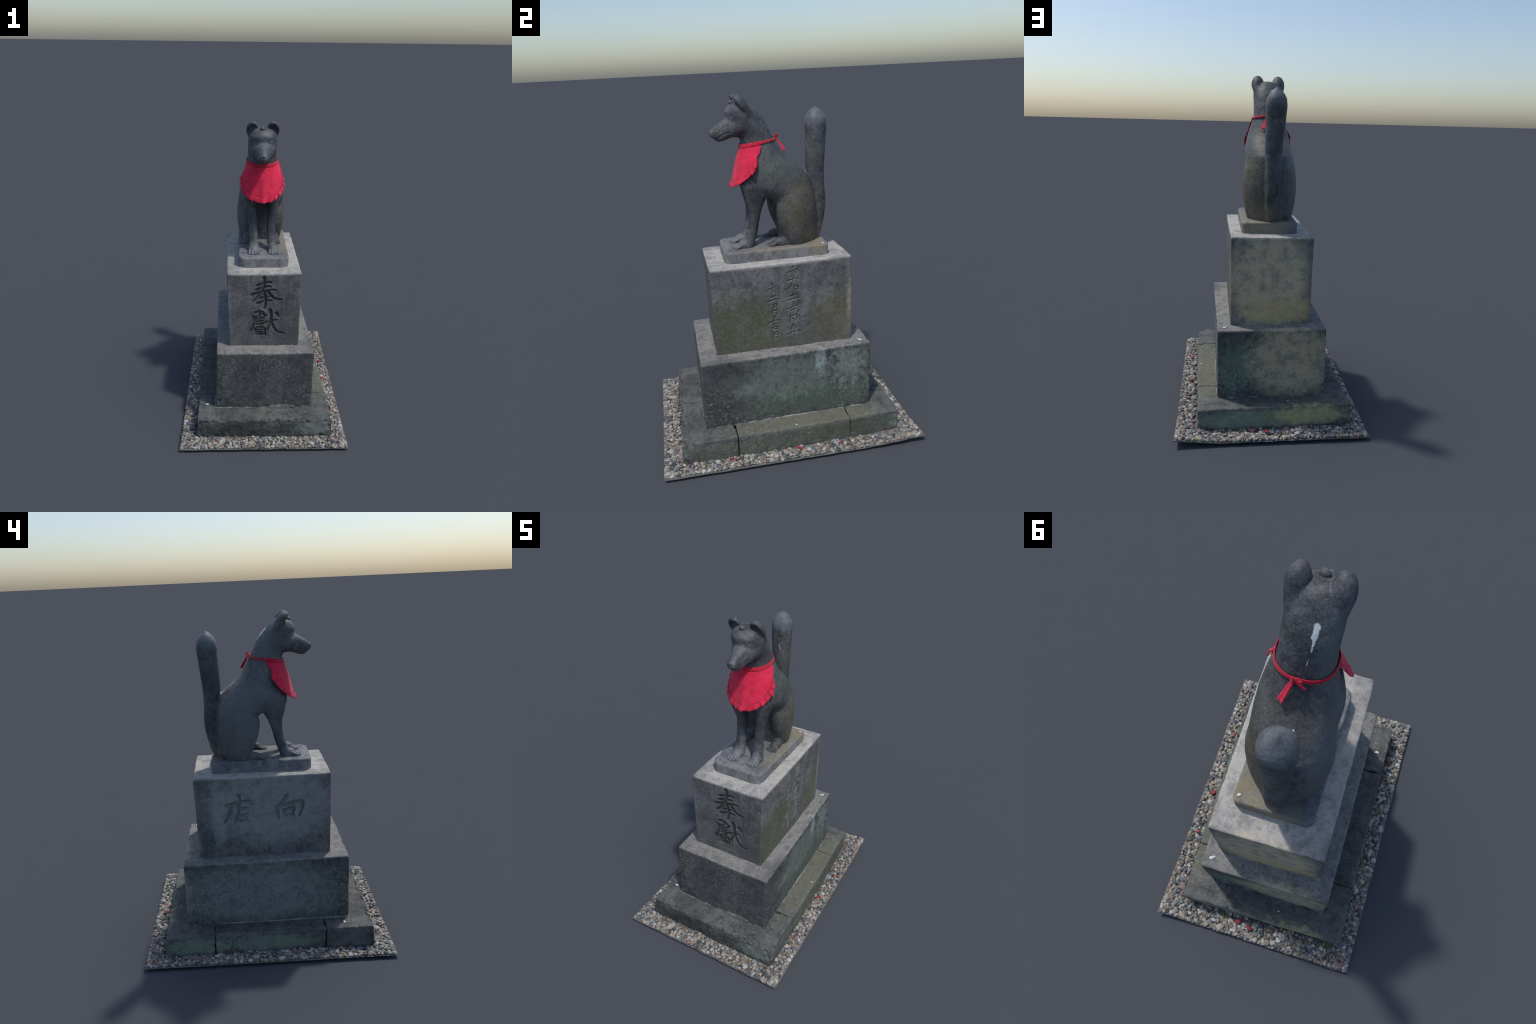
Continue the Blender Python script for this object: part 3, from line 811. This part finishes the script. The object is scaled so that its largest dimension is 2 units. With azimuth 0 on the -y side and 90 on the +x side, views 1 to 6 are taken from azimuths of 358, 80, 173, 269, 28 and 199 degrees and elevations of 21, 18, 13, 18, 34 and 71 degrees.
# carved lines: mouth, eye sockets
sl, X, Y, Z = sub((-.09, -.335, 1.74), (.07, -.20, 1.83))
field[sl] += mouth_cut(X, Y, Z)
for e in EYES:
    sl, X, Y, Z = sub((e[0] - .04, -.26, 1.85), (e[0] + .04, -.16, 1.93))
    out = 1 if e[0] > -0.0135 else -1
    field[sl] += 0.0055 * np.exp(-((X - e[0] - 0.004 * out) / 0.020) ** 2 - ((Z - e[2]) / 0.0085) ** 2) * np.exp(-((Y + 0.215) / 0.03) ** 2)
for e in EYES:
    s = 1 if e[0] > 0 else -1
    sl, X, Y, Z = sub((e[0] - .03, -.25, 1.86), (e[0] + .03, -.19, 1.92))
    sock = ellipsoid(X, Y, Z, (e[0], e[1] - 0.003, e[2]), (0.0135, 0.0085, 0.0066))
    field[sl] = smax(field[sl], -sock, 0.003)

def surface_net(fld):
    """dual mesh of the zero level of the fox's implicit body"""
    ins = fld < 0
    s = ins[:-1, :-1, :-1].astype(np.int8)
    cnt = np.zeros_like(s)
    for dx in (0, 1):
        for dy in (0, 1):
            for dz in (0, 1):
                cnt += ins[dx:NX - 1 + dx, dy:NY - 1 + dy, dz:NZ - 1 + dz]
    act = (cnt > 0) & (cnt < 8)
    I, J, K = np.nonzero(act)
    idx = np.full(act.shape, -1, np.int64); idx[I, J, K] = np.arange(len(I))
    acc = np.zeros((len(I), 3)); num = np.zeros(len(I))
    corners = [(a, b, c) for a in (0, 1) for b in (0, 1) for c in (0, 1)]
    for p in corners:
        for ax in range(3):
            if p[ax] == 0:
                q = list(p); q[ax] = 1
                fa = fld[I + p[0], J + p[1], K + p[2]]; fb = fld[I + q[0], J + q[1], K + q[2]]
                cr = (fa < 0) != (fb < 0)
                t = np.where(cr, fa / np.where(cr, fa - fb, 1), 0)
                pt = np.tile(np.array(p, float), (len(I), 1)); pt[:, ax] += t
                acc += pt * cr[:, None]; num += cr
    V = G0 + H * (np.stack([I, J, K], 1) + acc / num[:, None])
    quads = []
    for ax in range(3):
        u, v = [(1, 2), (2, 0), (0, 1)][ax]
        a = [slice(None)] * 3; b = [slice(None)] * 3
        a[ax] = slice(0, -1); b[ax] = slice(1, None)
        A, B = ins[tuple(a)], ins[tuple(b)]
        P = np.stack(np.nonzero(A != B), 1)
        P = P[(P[:, u] > 0) & (P[:, v] > 0) & (P[:, u] < fld.shape[u] - 1) & (P[:, v] < fld.shape[v] - 1)]
        def cell(du, dv):
            Q = P.copy(); Q[:, u] -= du; Q[:, v] -= dv
            return idx[Q[:, 0], Q[:, 1], Q[:, 2]]
        q = np.stack([cell(1, 1), cell(0, 1), cell(0, 0), cell(1, 0)], 1)
        flip = ~A[P[:, 0], P[:, 1], P[:, 2]]
        q[flip] = q[flip][:, ::-1]
        quads.append(q)
    return V, np.concatenate(quads)
V, F = surface_net(field)
# two light relaxing passes remove the lattice look without losing the carving
for _ in range(2):
    S = np.zeros_like(V); C = np.zeros(len(V))
    for a, b in ((0, 1), (1, 2), (2, 3), (3, 0)):
        np.add.at(S, F[:, a], V[F[:, b]]); np.add.at(C, F[:, a], 1)
    V = V * 0.5 + 0.5 * S / C[:, None]
N = vertex_normals(V, F)
V = V + N * (0.0011 * fbm(V, 38, 3, 501) + 0.0005 * fbm(V, 130, 2, 502))[:, None]
N = vertex_normals(V, F)

cen = V[F].mean(1)
cx, cy, cz = cen.T
groups = {}
for fn, k, lo, hi, lab in parts:
    ok = np.all((cen > np.array(lo)) & (cen < np.array(hi)), axis=1)
    d = np.full(len(cen), 9.0)
    d[ok] = fn(cx[ok], cy[ok], cz[ok])
    groups[lab] = np.minimum(groups.get(lab, 9.0), d)
names = ["torso", "neck", "head", "ear_r", "ear_l", "tail", "forelimb_r", "forelimb_l", "hindlimb_r", "hindlimb_l"]
lab = np.zeros(len(cen), int)
d0 = groups["torso"]
neckline = 1.715 + 0.18 * (cy + 0.15)
throat = (cy + 0.165) * 1.0 - (cz - 1.765) * 0.62          # plane behind the jaw
lab[(cz > neckline)] = 1
lab[(cz > neckline + 0.02) & (throat < 0)] = 2
lab[(groups["head"] < d0) & (cz > 1.73) & (cy < -0.13)] = 2
for i in (3, 4):
    lab[groups[names[i]] < np.minimum(d0, groups["head"]) + 0.0005] = i
lab[groups["tail"] < d0] = 5
for i in (6, 7):
    lab[(groups[names[i]] < d0 - 0.002) & (cz < 1.50) & (cy < 0.0)] = i
for i in (8, 9):
    lab[(groups[names[i]] < d0 + 0.004) & (cz < 1.46) & (cy < 0.20) & (lab == 0)] = i
made = {}
for i, nm in enumerate(names):
    v, f, n = split(V, F, N, lab, i)
    nm2 = nm.rsplit("_", 1)[0] if nm[-2:] in ("_r", "_l") else nm
    made[nm] = add_object(nm2, make_mesh(nm2, v, f, normals=n), mat_body, root if nm2 != "ear" else made["head"])

# knob between the ears and the eyeballs
V, F = rough_lump((-0.016, -0.187, 1.9585), (0.0180, 0.0160, 0.0135), 12, 20, 36, 0.10)
add_object("forehead_knob", make_mesh("forehead_knob", V, F), mat_body, made["head"])
def skin_y(x, z):
    """front of the face at a given place"""
    y = np.linspace(-0.33, -0.12, 421)[None, :, None]
    X = np.full((1, 1, 1), x); Z = np.full((1, 1, 1), z)
    f = torso(X, y, Z)[0, :, 0]
    g = muzzle(X, y, Z)[0, :, 0]
    return float(y[0, np.nonzero(np.minimum(f, g) < 0)[0][0], 0])
def tube(pts, r, name, mat, parent):
    pts = np.array(pts); n = len(pts); K = 8
    V = []
    for i in range(n):
        tan = pts[min(i + 1, n - 1)] - pts[max(i - 1, 0)]; tan /= np.linalg.norm(tan)
        u = np.cross(tan, (0, 1, 0.2)); u /= np.linalg.norm(u); w = np.cross(tan, u)
        rr = r * (0.25 + 0.75 * math.sin(math.pi * (0.06 + 0.88 * i / (n - 1))))
        for k in range(K):
            a = 2 * math.pi * k / K
            V.append(pts[i] + rr * (u * math.cos(a) + w * math.sin(a)))
    F = [(i * K + k, i * K + (k + 1) % K, (i + 1) * K + (k + 1) % K, (i + 1) * K + k) for i in range(n - 1) for k in range(K)]
    add_object(name, make_mesh(name, V, F), mat, parent)
for e in EYES:
    s = 1 if e[0] > 0 else -1
    ey = skin_y(e[0], e[2]) + 0.0050
    V, F = rough_lump((e[0], ey + 0.0030, e[2] - 0.0005), (0.0100, 0.0052, 0.0054), 14, 16, 24, 0.02)
    add_object("eye", make_mesh("eye", V, F), mat_eye, made["head"])
    for up in (1, -1):
        arc = []
        for t in np.linspace(-1, 1, 15):
            x = e[0] + 0.0150 * t
            z = e[2] + up * 0.0066 * (1 - t * t) - 0.0022 * t * s
            arc.append((x, skin_y(x, z) + 0.0040, z))
        tube(arc, 0.0031, "eyelid", mat_body, made["head"])

# ------------------------------------------------------------------ red bib
def body_radius(theta, z, x0=-0.0135, y0=-0.06):
    """distance from the neck axis to the fox's skin (theta 0 = front)"""
    r = np.linspace(0.03, 0.24, 211)
    X = (x0 + np.sin(theta) * r)[:, None, None]; Y = (y0 - np.cos(theta) * r)[:, None, None]
    Zz = np.full_like(X, z)
    f = torso(X, Y, Zz)[:, 0, 0]
    if z < 1.60:
        f = np.minimum(f, np.minimum(foreleg(1)(X, Y, Zz), foreleg(-1)(X, Y, Zz))[:, 0, 0] - 0.006)
    k = np.nonzero(f > 0)[0]
    return r[k[0]] if len(k) else 0.2

BX, TH = -0.0125, math.radians(91)
def bib_point(theta, z):
    zs = [1.48, 1.50, 1.552, 1.63, 1.70, 1.735, 1.76]
    rx = hermite(z, zs, [.149, .148, .145, .134, .108, .092, .088])
    ry = hermite(z, zs, [.113, .115, .118, .121, .107, .097, .093])
    y0 = hermite(z, zs, [-.107, -.101, -.086, -.066, -.058, -.057, -.057])
    x, y = BX + rx * math.sin(theta), y0 - ry * math.cos(theta)
    # the cloth never sinks into the chest or shoulders
    dx, dy = x + 0.0135, y + 0.06
    r = math.hypot(dx, dy)
    need = body_radius(math.atan2(dx, -dy), z) + (0.0075 if z < 1.66 else 0.0035)
    if r < need:
        x, y = -0.0135 + dx * need / r, -0.06 + dy * need / r
    return np.array([x, y, z])
HEM_R = ([0, 12, 25, 43, 57, 68, 75, 82, 90], [1.525, 1.527, 1.534, 1.554, 1.584, 1.618, 1.650, 1.686, 1.722])
HEM_L = ([0, 12, 24, 41, 53, 64, 74, 82, 90], [1.525, 1.528, 1.537, 1.556, 1.581, 1.619, 1.672, 1.704, 1.722])
def hem(theta):
    t, z = HEM_R if theta > 0 else HEM_L
    return float(hermite(abs(math.degrees(theta)), t, z))
def collar_z(theta):
    return 1.722 + 0.020 * (1 - math.cos(theta)) * 0.9

def grid_mesh(P, closed_u=False):
    nu, nv = P.shape[:2]
    I, J = np.meshgrid(np.arange(nu if closed_u else nu - 1), np.arange(nv - 1), indexing="ij")
    I, J = I.ravel(), J.ravel(); I2 = (I + 1) % nu
    return P.reshape(-1, 3), np.stack([I * nv + J, I2 * nv + J, I2 * nv + J + 1, I * nv + J + 1], 1)

def sheet(name, P, thick, mat, parent, smooth=True):
    v, f = grid_mesh(P)
    ob = add_object(name, make_mesh(name, v, f, smooth), mat, parent)
    s = ob.modifiers.new("thickness", "SOLIDIFY"); s.thickness = thick; s.offset = 0
    return ob

nu, nv = 120, 46
P = np.zeros((nu, nv, 3))
for i in range(nu):
    th = -TH + 2 * TH * i / (nu - 1)
    za, zb = collar_z(th) - 0.004, hem(th)
    for j in range(nv):
        t = j / (nv - 1)
        z = za + (zb - za) * t
        p = bib_point(th, z)
        out = np.array([math.sin(th), -math.cos(th), 0])
        fold = 0.0028 * t * math.sin(5.2 * th + 0.8) + 0.0022 * t * math.sin(13 * th + 2 * t) * math.exp(-(th / 0.9) ** 2)
        fold += 0.0030 * math.exp(-((th - 0.03) / 0.05) ** 2) * min(1, max(0, t - 0.35) * 2)
        P[i, j] = p + out * fold
flat = P.reshape(-1, 3)
flat += (0.0016 * fbm(flat, 26, 3, 601))[:, None] * np.array([0.3, -0.9, 0.1])
bib = sheet("bib", flat.reshape(nu, nv, 3), 0.0028, mat_cloth, root)

# pleated frill along the hem: overlapping folds, each with its own tuck
edge = P[:, -1]
L = np.concatenate([[0], np.cumsum(np.linalg.norm(np.diff(edge, axis=0), axis=1))])
inner = P[:, -4]
lens, cur = [], 0.0
r2 = random.Random(3)
while cur < L[-1]:
    lens.append(cur); cur += r2.uniform(0.029, 0.040)
lens.append(L[-1])
first = True
for a, b in zip(lens, lens[1:]):
    m = 10
    Q = np.zeros((m, 6, 3))
    drop = r2.uniform(0.022, 0.0255); lift = r2.uniform(0.009, 0.013); flare = r2.uniform(0.9, 1.2); skew = r2.uniform(0.0, 0.006)
    for i in range(m):
        s = a - 0.003 + (b - a + 0.006) * i / (m - 1)
        s = min(max(s, 0), L[-1])
        q = np.array([np.interp(s, L, edge[:, k]) for k in range(3)])
        e = 0.004
        q1 = np.array([np.interp(min(s + e, L[-1]), L, edge[:, k]) for k in range(3)])
        q0 = np.array([np.interp(max(s - e, 0), L, edge[:, k]) for k in range(3)])
        tan = (q1 - q0); tan /= np.linalg.norm(tan)
        th = math.atan2(q[0] - BX, -(q[1] + 0.075))
        out = np.array([math.sin(th), -math.cos(th), 0.0])
        down = np.cross(tan, out); down /= np.linalg.norm(down)
        if down[2] > 0:
            down = -down
        # frill points away from the bib centre, in the cloth's own surface
        f = i / (m - 1)
        if a > L[-1] / 2:
            f = 1 - f                     # pleats lap downwards on both sides
        h = lift * f ** 0.8
        for j in range(6):
            t = j / 5
            fade = min(1.0, max(0.12, (88 - abs(math.degrees(th))) / 10))
            Q[i, j] = q - down * 0.003 * (1 - t) + down * (drop * t * fade + skew * t * f) + out * (0.0035 + h * (0.12 + 0.88 * t) * flare * fade) + tan * (i / (m - 1) - 0.5) * 0.010 * t
    sheet("frill_pleat", Q, 0.002, mat_cloth, bib, smooth=True)

gap_shadow_rows = np.stack([edge + (inner - edge) * f + np.array([0, -0.003, 0]) * (1 if f else 1) for f in (-0.25, 0.1, 0.45)], 1)[9:-9]
sheet("gap_shadow_strip", gap_shadow_rows, 0.0030, mat_gap_shadow, bib)

# stitched collar band, then the ribbon round to the knot at the nape
def band(t0, t1, zc, width, off, n=70):
    P = np.zeros((n, 5, 3))
    for i in range(n):
        th = t0 + (t1 - t0) * i / (n - 1)
        z = zc(th)
        for j in range(5):
            zz = z + width(th) * (0.5 - j / 4)
            if abs(th) < TH * 0.99:
                p = bib_point(th, zz)
            else:
                r = body_radius(th, zz) + 0.0015
                p = np.array([-0.0135 + math.sin(th) * r, -0.06 - math.cos(th) * r, zz])
            rb = body_radius(th, zz) + 0.0012
            axis = np.array([-0.0135, -0.06])
            if np.linalg.norm(p[:2] - axis) < rb:
                p = np.array([-0.0135 + math.sin(th) * rb, -0.06 - math.cos(th) * rb, zz])
            P[i, j] = p + off * np.array([math.sin(th), -math.cos(th), 0])
    return P
zc = lambda th: 1.7225 + 0.0205 * (1 - math.cos(th))
def zr(th):
    a = abs(th)
    return 1.7225 + 0.0205 * (1 - math.cos(a)) if a < 1.5 else 1.7415 + 0.0195 * (a - 1.5) / (math.pi - 1.5)
sheet("collar_band", band(-TH, TH, zc, lambda t: 0.021, 0.0022), 0.0026, mat_cloth_dark, bib)
wr = lambda t: 0.017 - 0.006 * min(1, max(0, (abs(t) - 1.5) / 0.6))
sheet("ribbon", band(TH * 0.97, math.pi, zr, wr, 0.003, 40), 0.003, mat_cloth_dark, bib)
sheet("ribbon", band(-TH * 0.97, -math.pi, zr, wr, 0.003, 40), 0.003, mat_cloth_dark, bib)

kx, ky, kz = -0.006, 0.046, 1.763
for c, r, s in (((kx, ky, kz), (0.011, 0.008, 0.009), 1), ((kx + 0.009, ky + 0.003, kz + 0.007), (0.008, 0.006, 0.010), 2), ((kx - 0.012, ky + 0.002, kz - 0.003), (0.010, 0.006, 0.007), 3)):
    V, F = rough_lump(c, r, 70 + s, 12, 20, 0.3, 1.5)
    add_object("knot", make_mesh("knot", V, F), mat_cloth_dark, bib)
def strip(pts, w0, w1, name):
    pts = np.array(pts)
    n = 18
    t = np.linspace(0, 1, n); u = np.linspace(0, 1, len(pts))
    C = np.stack([hermite(t, u, pts[:, k]) for k in range(3)], 1)
    P = np.zeros((n, 5, 3))
    for i in range(n):
        tan = C[min(i + 1, n - 1)] - C[max(i - 1, 0)]; tan /= np.linalg.norm(tan)
        out = np.array([0.62, 0.60, 0.50]); out -= tan * out.dot(tan); out /= np.linalg.norm(out)
        side = np.cross(tan, out)
        w = w0 + (w1 - w0) * t[i]
        for j in range(5):
            s = j / 4 - 0.5
            P[i, j] = C[i] + side * w * s + out * (0.002 + 0.004 * (4 * s * s - 0.5) * t[i])
    sheet(name, P, 0.0025, mat_cloth, bib)
strip([(kx + .002, ky + .004, kz + .002), (0.007, 0.056, 1.744), (0.018, 0.071, 1.714), (0.030, 0.088, 1.682)], 0.012, 0.026, "ribbon_end")
strip([(kx - .004, ky + .004, kz), (-0.024, 0.053, 1.753), (-0.038, 0.055, 1.742)], 0.010, 0.015, "ribbon_end")
strip([(kx + .000, ky + .003, kz + .004), (0.004, 0.053, 1.769), (0.002, 0.054, 1.776)], 0.010, 0.013, "ribbon_end")

# -------------------------------------------------------------- gravel bed
GC = [(-0.541, -0.757), (0.543, -0.753), (0.538, 0.757), (-0.542, 0.755)]
def bed_uv(s, t):
    c = np.array(GC)
    return (c[0] * (1 - s) * (1 - t) + c[1] * s * (1 - t) + c[2] * s * t + c[3] * (1 - s) * t)
def bed_top(x, y):
    """gently wavy sheet, highest at the slab and curling up at the back right corner"""
    p = np.array([[x * 6.0, y * 6.0, 3.3]])
    z = 0.024 + 0.004 * float(vnoise(p, 91)[0])
    z += 0.024 * max(0, (x - 0.30) / 0.24) * max(0, (y - 0.40) / 0.36)
    ed = min(0.54 - abs(x), 0.756 - abs(y))
    return z + 0.003 + 0.003 * min(1, max(0, ed / 0.09))
nu, nv = 55, 77
top, low = np.zeros((nu, nv, 3)), np.zeros((nu, nv, 3))
for i in range(nu):
    for j in range(nv):
        x, y = bed_uv(i / (nu - 1), j / (nv - 1))
        ed = min(0.54 - abs(x), 0.756 - abs(y))
        z = bed_top(x, y)
        if ed < 0.004:
            q = np.array([[x * 30, y * 30, 0.5]])
            dx = 0.0035 * float(vnoise(q, 97)[0])
            x += dx * (abs(x) > 0.53); y += dx * (abs(y) > 0.75)
        top[i, j] = (x, y, z - 0.007)
        k = min(1, max(0, ed / 0.30)) ** 0.7
        curl = 0.022 * max(0, (x - 0.30) / 0.24) * max(0, (y - 0.40) / 0.36)
        low[i, j] = (x, y, 0.016 * (1 - k) + curl)
n = nu * nv
def gi(i, j): return i * nv + j
F = []
for i in range(nu - 1):
    for j in range(nv - 1):
        F.append((gi(i, j), gi(i + 1, j), gi(i + 1, j + 1), gi(i, j + 1)))
        F.append((n + gi(i, j), n + gi(i, j + 1), n + gi(i + 1, j + 1), n + gi(i + 1, j)))
rim = [(i, 0) for i in range(nu)] + [(nu - 1, j) for j in range(1, nv)] + [(i, nv - 1) for i in range(nu - 2, -1, -1)] + [(0, j) for j in range(nv - 2, 0, -1)]
for a, b in zip(rim, rim[1:] + rim[:1]):
    F.append((gi(*b), gi(*a), n + gi(*a), n + gi(*b)))
bed = add_object("gravel_bed", make_mesh("gravel_bed", np.concatenate([top.reshape(-1, 3), low.reshape(-1, 3)]), F, smooth=False), mat_bed)

import bmesh
variants = []
bm = bmesh.new(); bmesh.ops.create_icosphere(bm, subdivisions=3, radius=1.0)
bm.verts.ensure_lookup_table()
ico = np.array([v.co[:] for v in bm.verts]); icf = np.array([[v.index for v in f.verts] for f in bm.faces]); bm.free()
bm = bmesh.new(); bmesh.ops.create_icosphere(bm, subdivisions=2, radius=1.0)
bm.verts.ensure_lookup_table()
ico2 = np.array([v.co[:] for v in bm.verts]); icf2 = np.array([[v.index for v in f.verts] for f in bm.faces]); bm.free()
def pebble_shape(base, s):
    d = base * (1 + 0.30 * fbm(base, 0.9, 2, 900 + s))[:, None]
    return np.sign(d) * np.abs(d) ** 0.92 * np.array([1.0, 0.76, 0.56])
shapes = [pebble_shape(ico, s) for s in range(10)]
shapes2 = [pebble_shape(ico2, s) for s in range(10)]
meshes = []
for s in shapes:
    me = make_mesh("pebble", s, icf); me.materials.append(mat_pebble); meshes.append(me)

def in_ring(x, y):
    inside = abs(x) < 0.452 - 0.012 * (y + 0.63) and -0.650 < y < 0.640
    return not inside
stones = []
step = 0.0215
for layer in range(2):
    y = -0.756 + layer * step * 0.5
    while y < 0.760:
        x = -0.542 + layer * step * 0.5
        while x < 0.545:
            px, py = x + random.uniform(-.007, .007), y + random.uniform(-.007, .007)
            if abs(px) < 0.543 and abs(py) < 0.758 and in_ring(px, py):
                r = random.uniform(.0090, .0175) if layer == 0 else random.uniform(.0075, .0140)
                if random.random() < 0.10: r *= 1.3
                px = max(-0.541 + r * 1.05, min(0.541 - r * 1.05, px)); py = max(-0.757 + r * 1.05, min(0.757 - r * 1.05, py))
                stones.append((r, px, py, bed_top(px, py) - 0.004 + (0.0035 if layer else 0) + random.uniform(-.003, .004), random.uniform(0, 6.28), random.uniform(-.35, .35), random.uniform(-.35, .35), random.randrange(10)))
            x += step * random.uniform(0.9, 1.1)
        y += step
stones.sort(key=lambda s: -s[0])
for r, x, y, z, a, b, c, k in stones[:300]:
    ob = bpy.data.objects.new("pebble", meshes[k])
    bpy.context.scene.collection.objects.link(ob)
    ob.parent = bed
    ob.location = (x, y, max(z, r * 0.56 + 0.001)); ob.rotation_euler = (b, c, a); ob.scale = (r,) * 3
VV, FF, off = [], [], 0
for r, x, y, z, a, b, c, k in stones[300:]:
    R = np.array(Euler((b, c, a)).to_matrix())
    VV.append(shapes2[k] * r @ R.T + np.array((x, y, max(z, r * 0.56 + 0.001)))); FF.append(icf2 + off); off += len(ico2)
g = add_object("small_gravel", make_mesh("small_gravel", np.concatenate(VV), np.concatenate(FF)), mat_pebble, bed)
g["kind"] = "stuff"

# fallen leaves, weeds, bird droppings
def leaf(loc, size, rot, tilt):
    m = 9
    P = np.zeros((m, 5, 3))
    for i in range(m):
        t = i / (m - 1)
        w = math.sin(math.pi * min(1, t * 0.92 + 0.06)) ** 0.8 * 0.36
        for j in range(5):
            s = j / 4 - 0.5
            P[i, j] = ((t - 0.5) * size, s * 2 * w * size * 0.8, size * (0.35 * s * s + 0.10 * math.sin(3 * t)))
    R = np.array(Euler((tilt, 0.15, rot)).to_matrix())
    P = P @ R.T + np.array(loc)
    sheet("fallen_leaf", P, 0.0012, mat_leaf, bed)
for x, y, s, a in ((0.10, 0.672, 0.036, 0.4), (0.030, 0.690, 0.030, 2.6), (0.475, 0.02, 0.032, 1.0), (0.485, 0.27, 0.026, 0.3), (0.478, -0.37, 0.022, 2.0)):
    leaf((x, y, bed_top(x, y) + 0.010), s, a, 0.2)
def weed(x, y, z, n, size):
    for k in range(n):
        a = random.uniform(0, 6.28); l = size * random.uniform(0.6, 1.1)
        P = np.zeros((6, 3, 3))
        for i in range(6):
            t = i / 5
            w = 0.22 * l * math.sin(math.pi * (0.08 + 0.9 * t))
            for j in range(3):
                s = j - 1
                rad = l * t
                P[i, j] = (x + rad * math.cos(a) - s * w * math.sin(a), y + rad * math.sin(a) + s * w * math.cos(a), z + l * (0.7 * t - 0.35 * t * t) + 0.0015 * abs(s))
        sheet("weed_blade", P, 0.0009, mat_weed, bed)
for x, y, n, s in ((0.17, 0.672, 8, 0.016), (0.20, 0.662, 6, 0.014), (-0.41, 0.655, 8, 0.016), (0.455, 0.45, 5, 0.013), (0.475, -0.43, 5, 0.012), (0.16, -0.69, 4, 0.010), (-0.47, 0.60, 5, 0.012)):
    weed(x, y, bed_top(x, y) + 0.006, n, s)
for x, y, z, r in ((0.262, 0.455, 0.572, 0.011), (0.252, 0.447, 0.572, 0.006), (-0.378, -0.466, 0.158, 0.009), (-0.367, -0.463, 0.158, 0.005), (0.412, 0.02, 0.157, 0.006),
                   (-0.10, 0.565, 0.158, 0.006), (0.140, 0.270, 1.156, 0.008)):
    V, F = rough_lump((x, y, z), (r, r * 0.8, r * 0.35), int(1000 * abs(x)) + 3, 10, 18, 0.5, 1.5)
    add_object("bird_dropping", make_mesh("bird_dropping", V, F), mat_white)
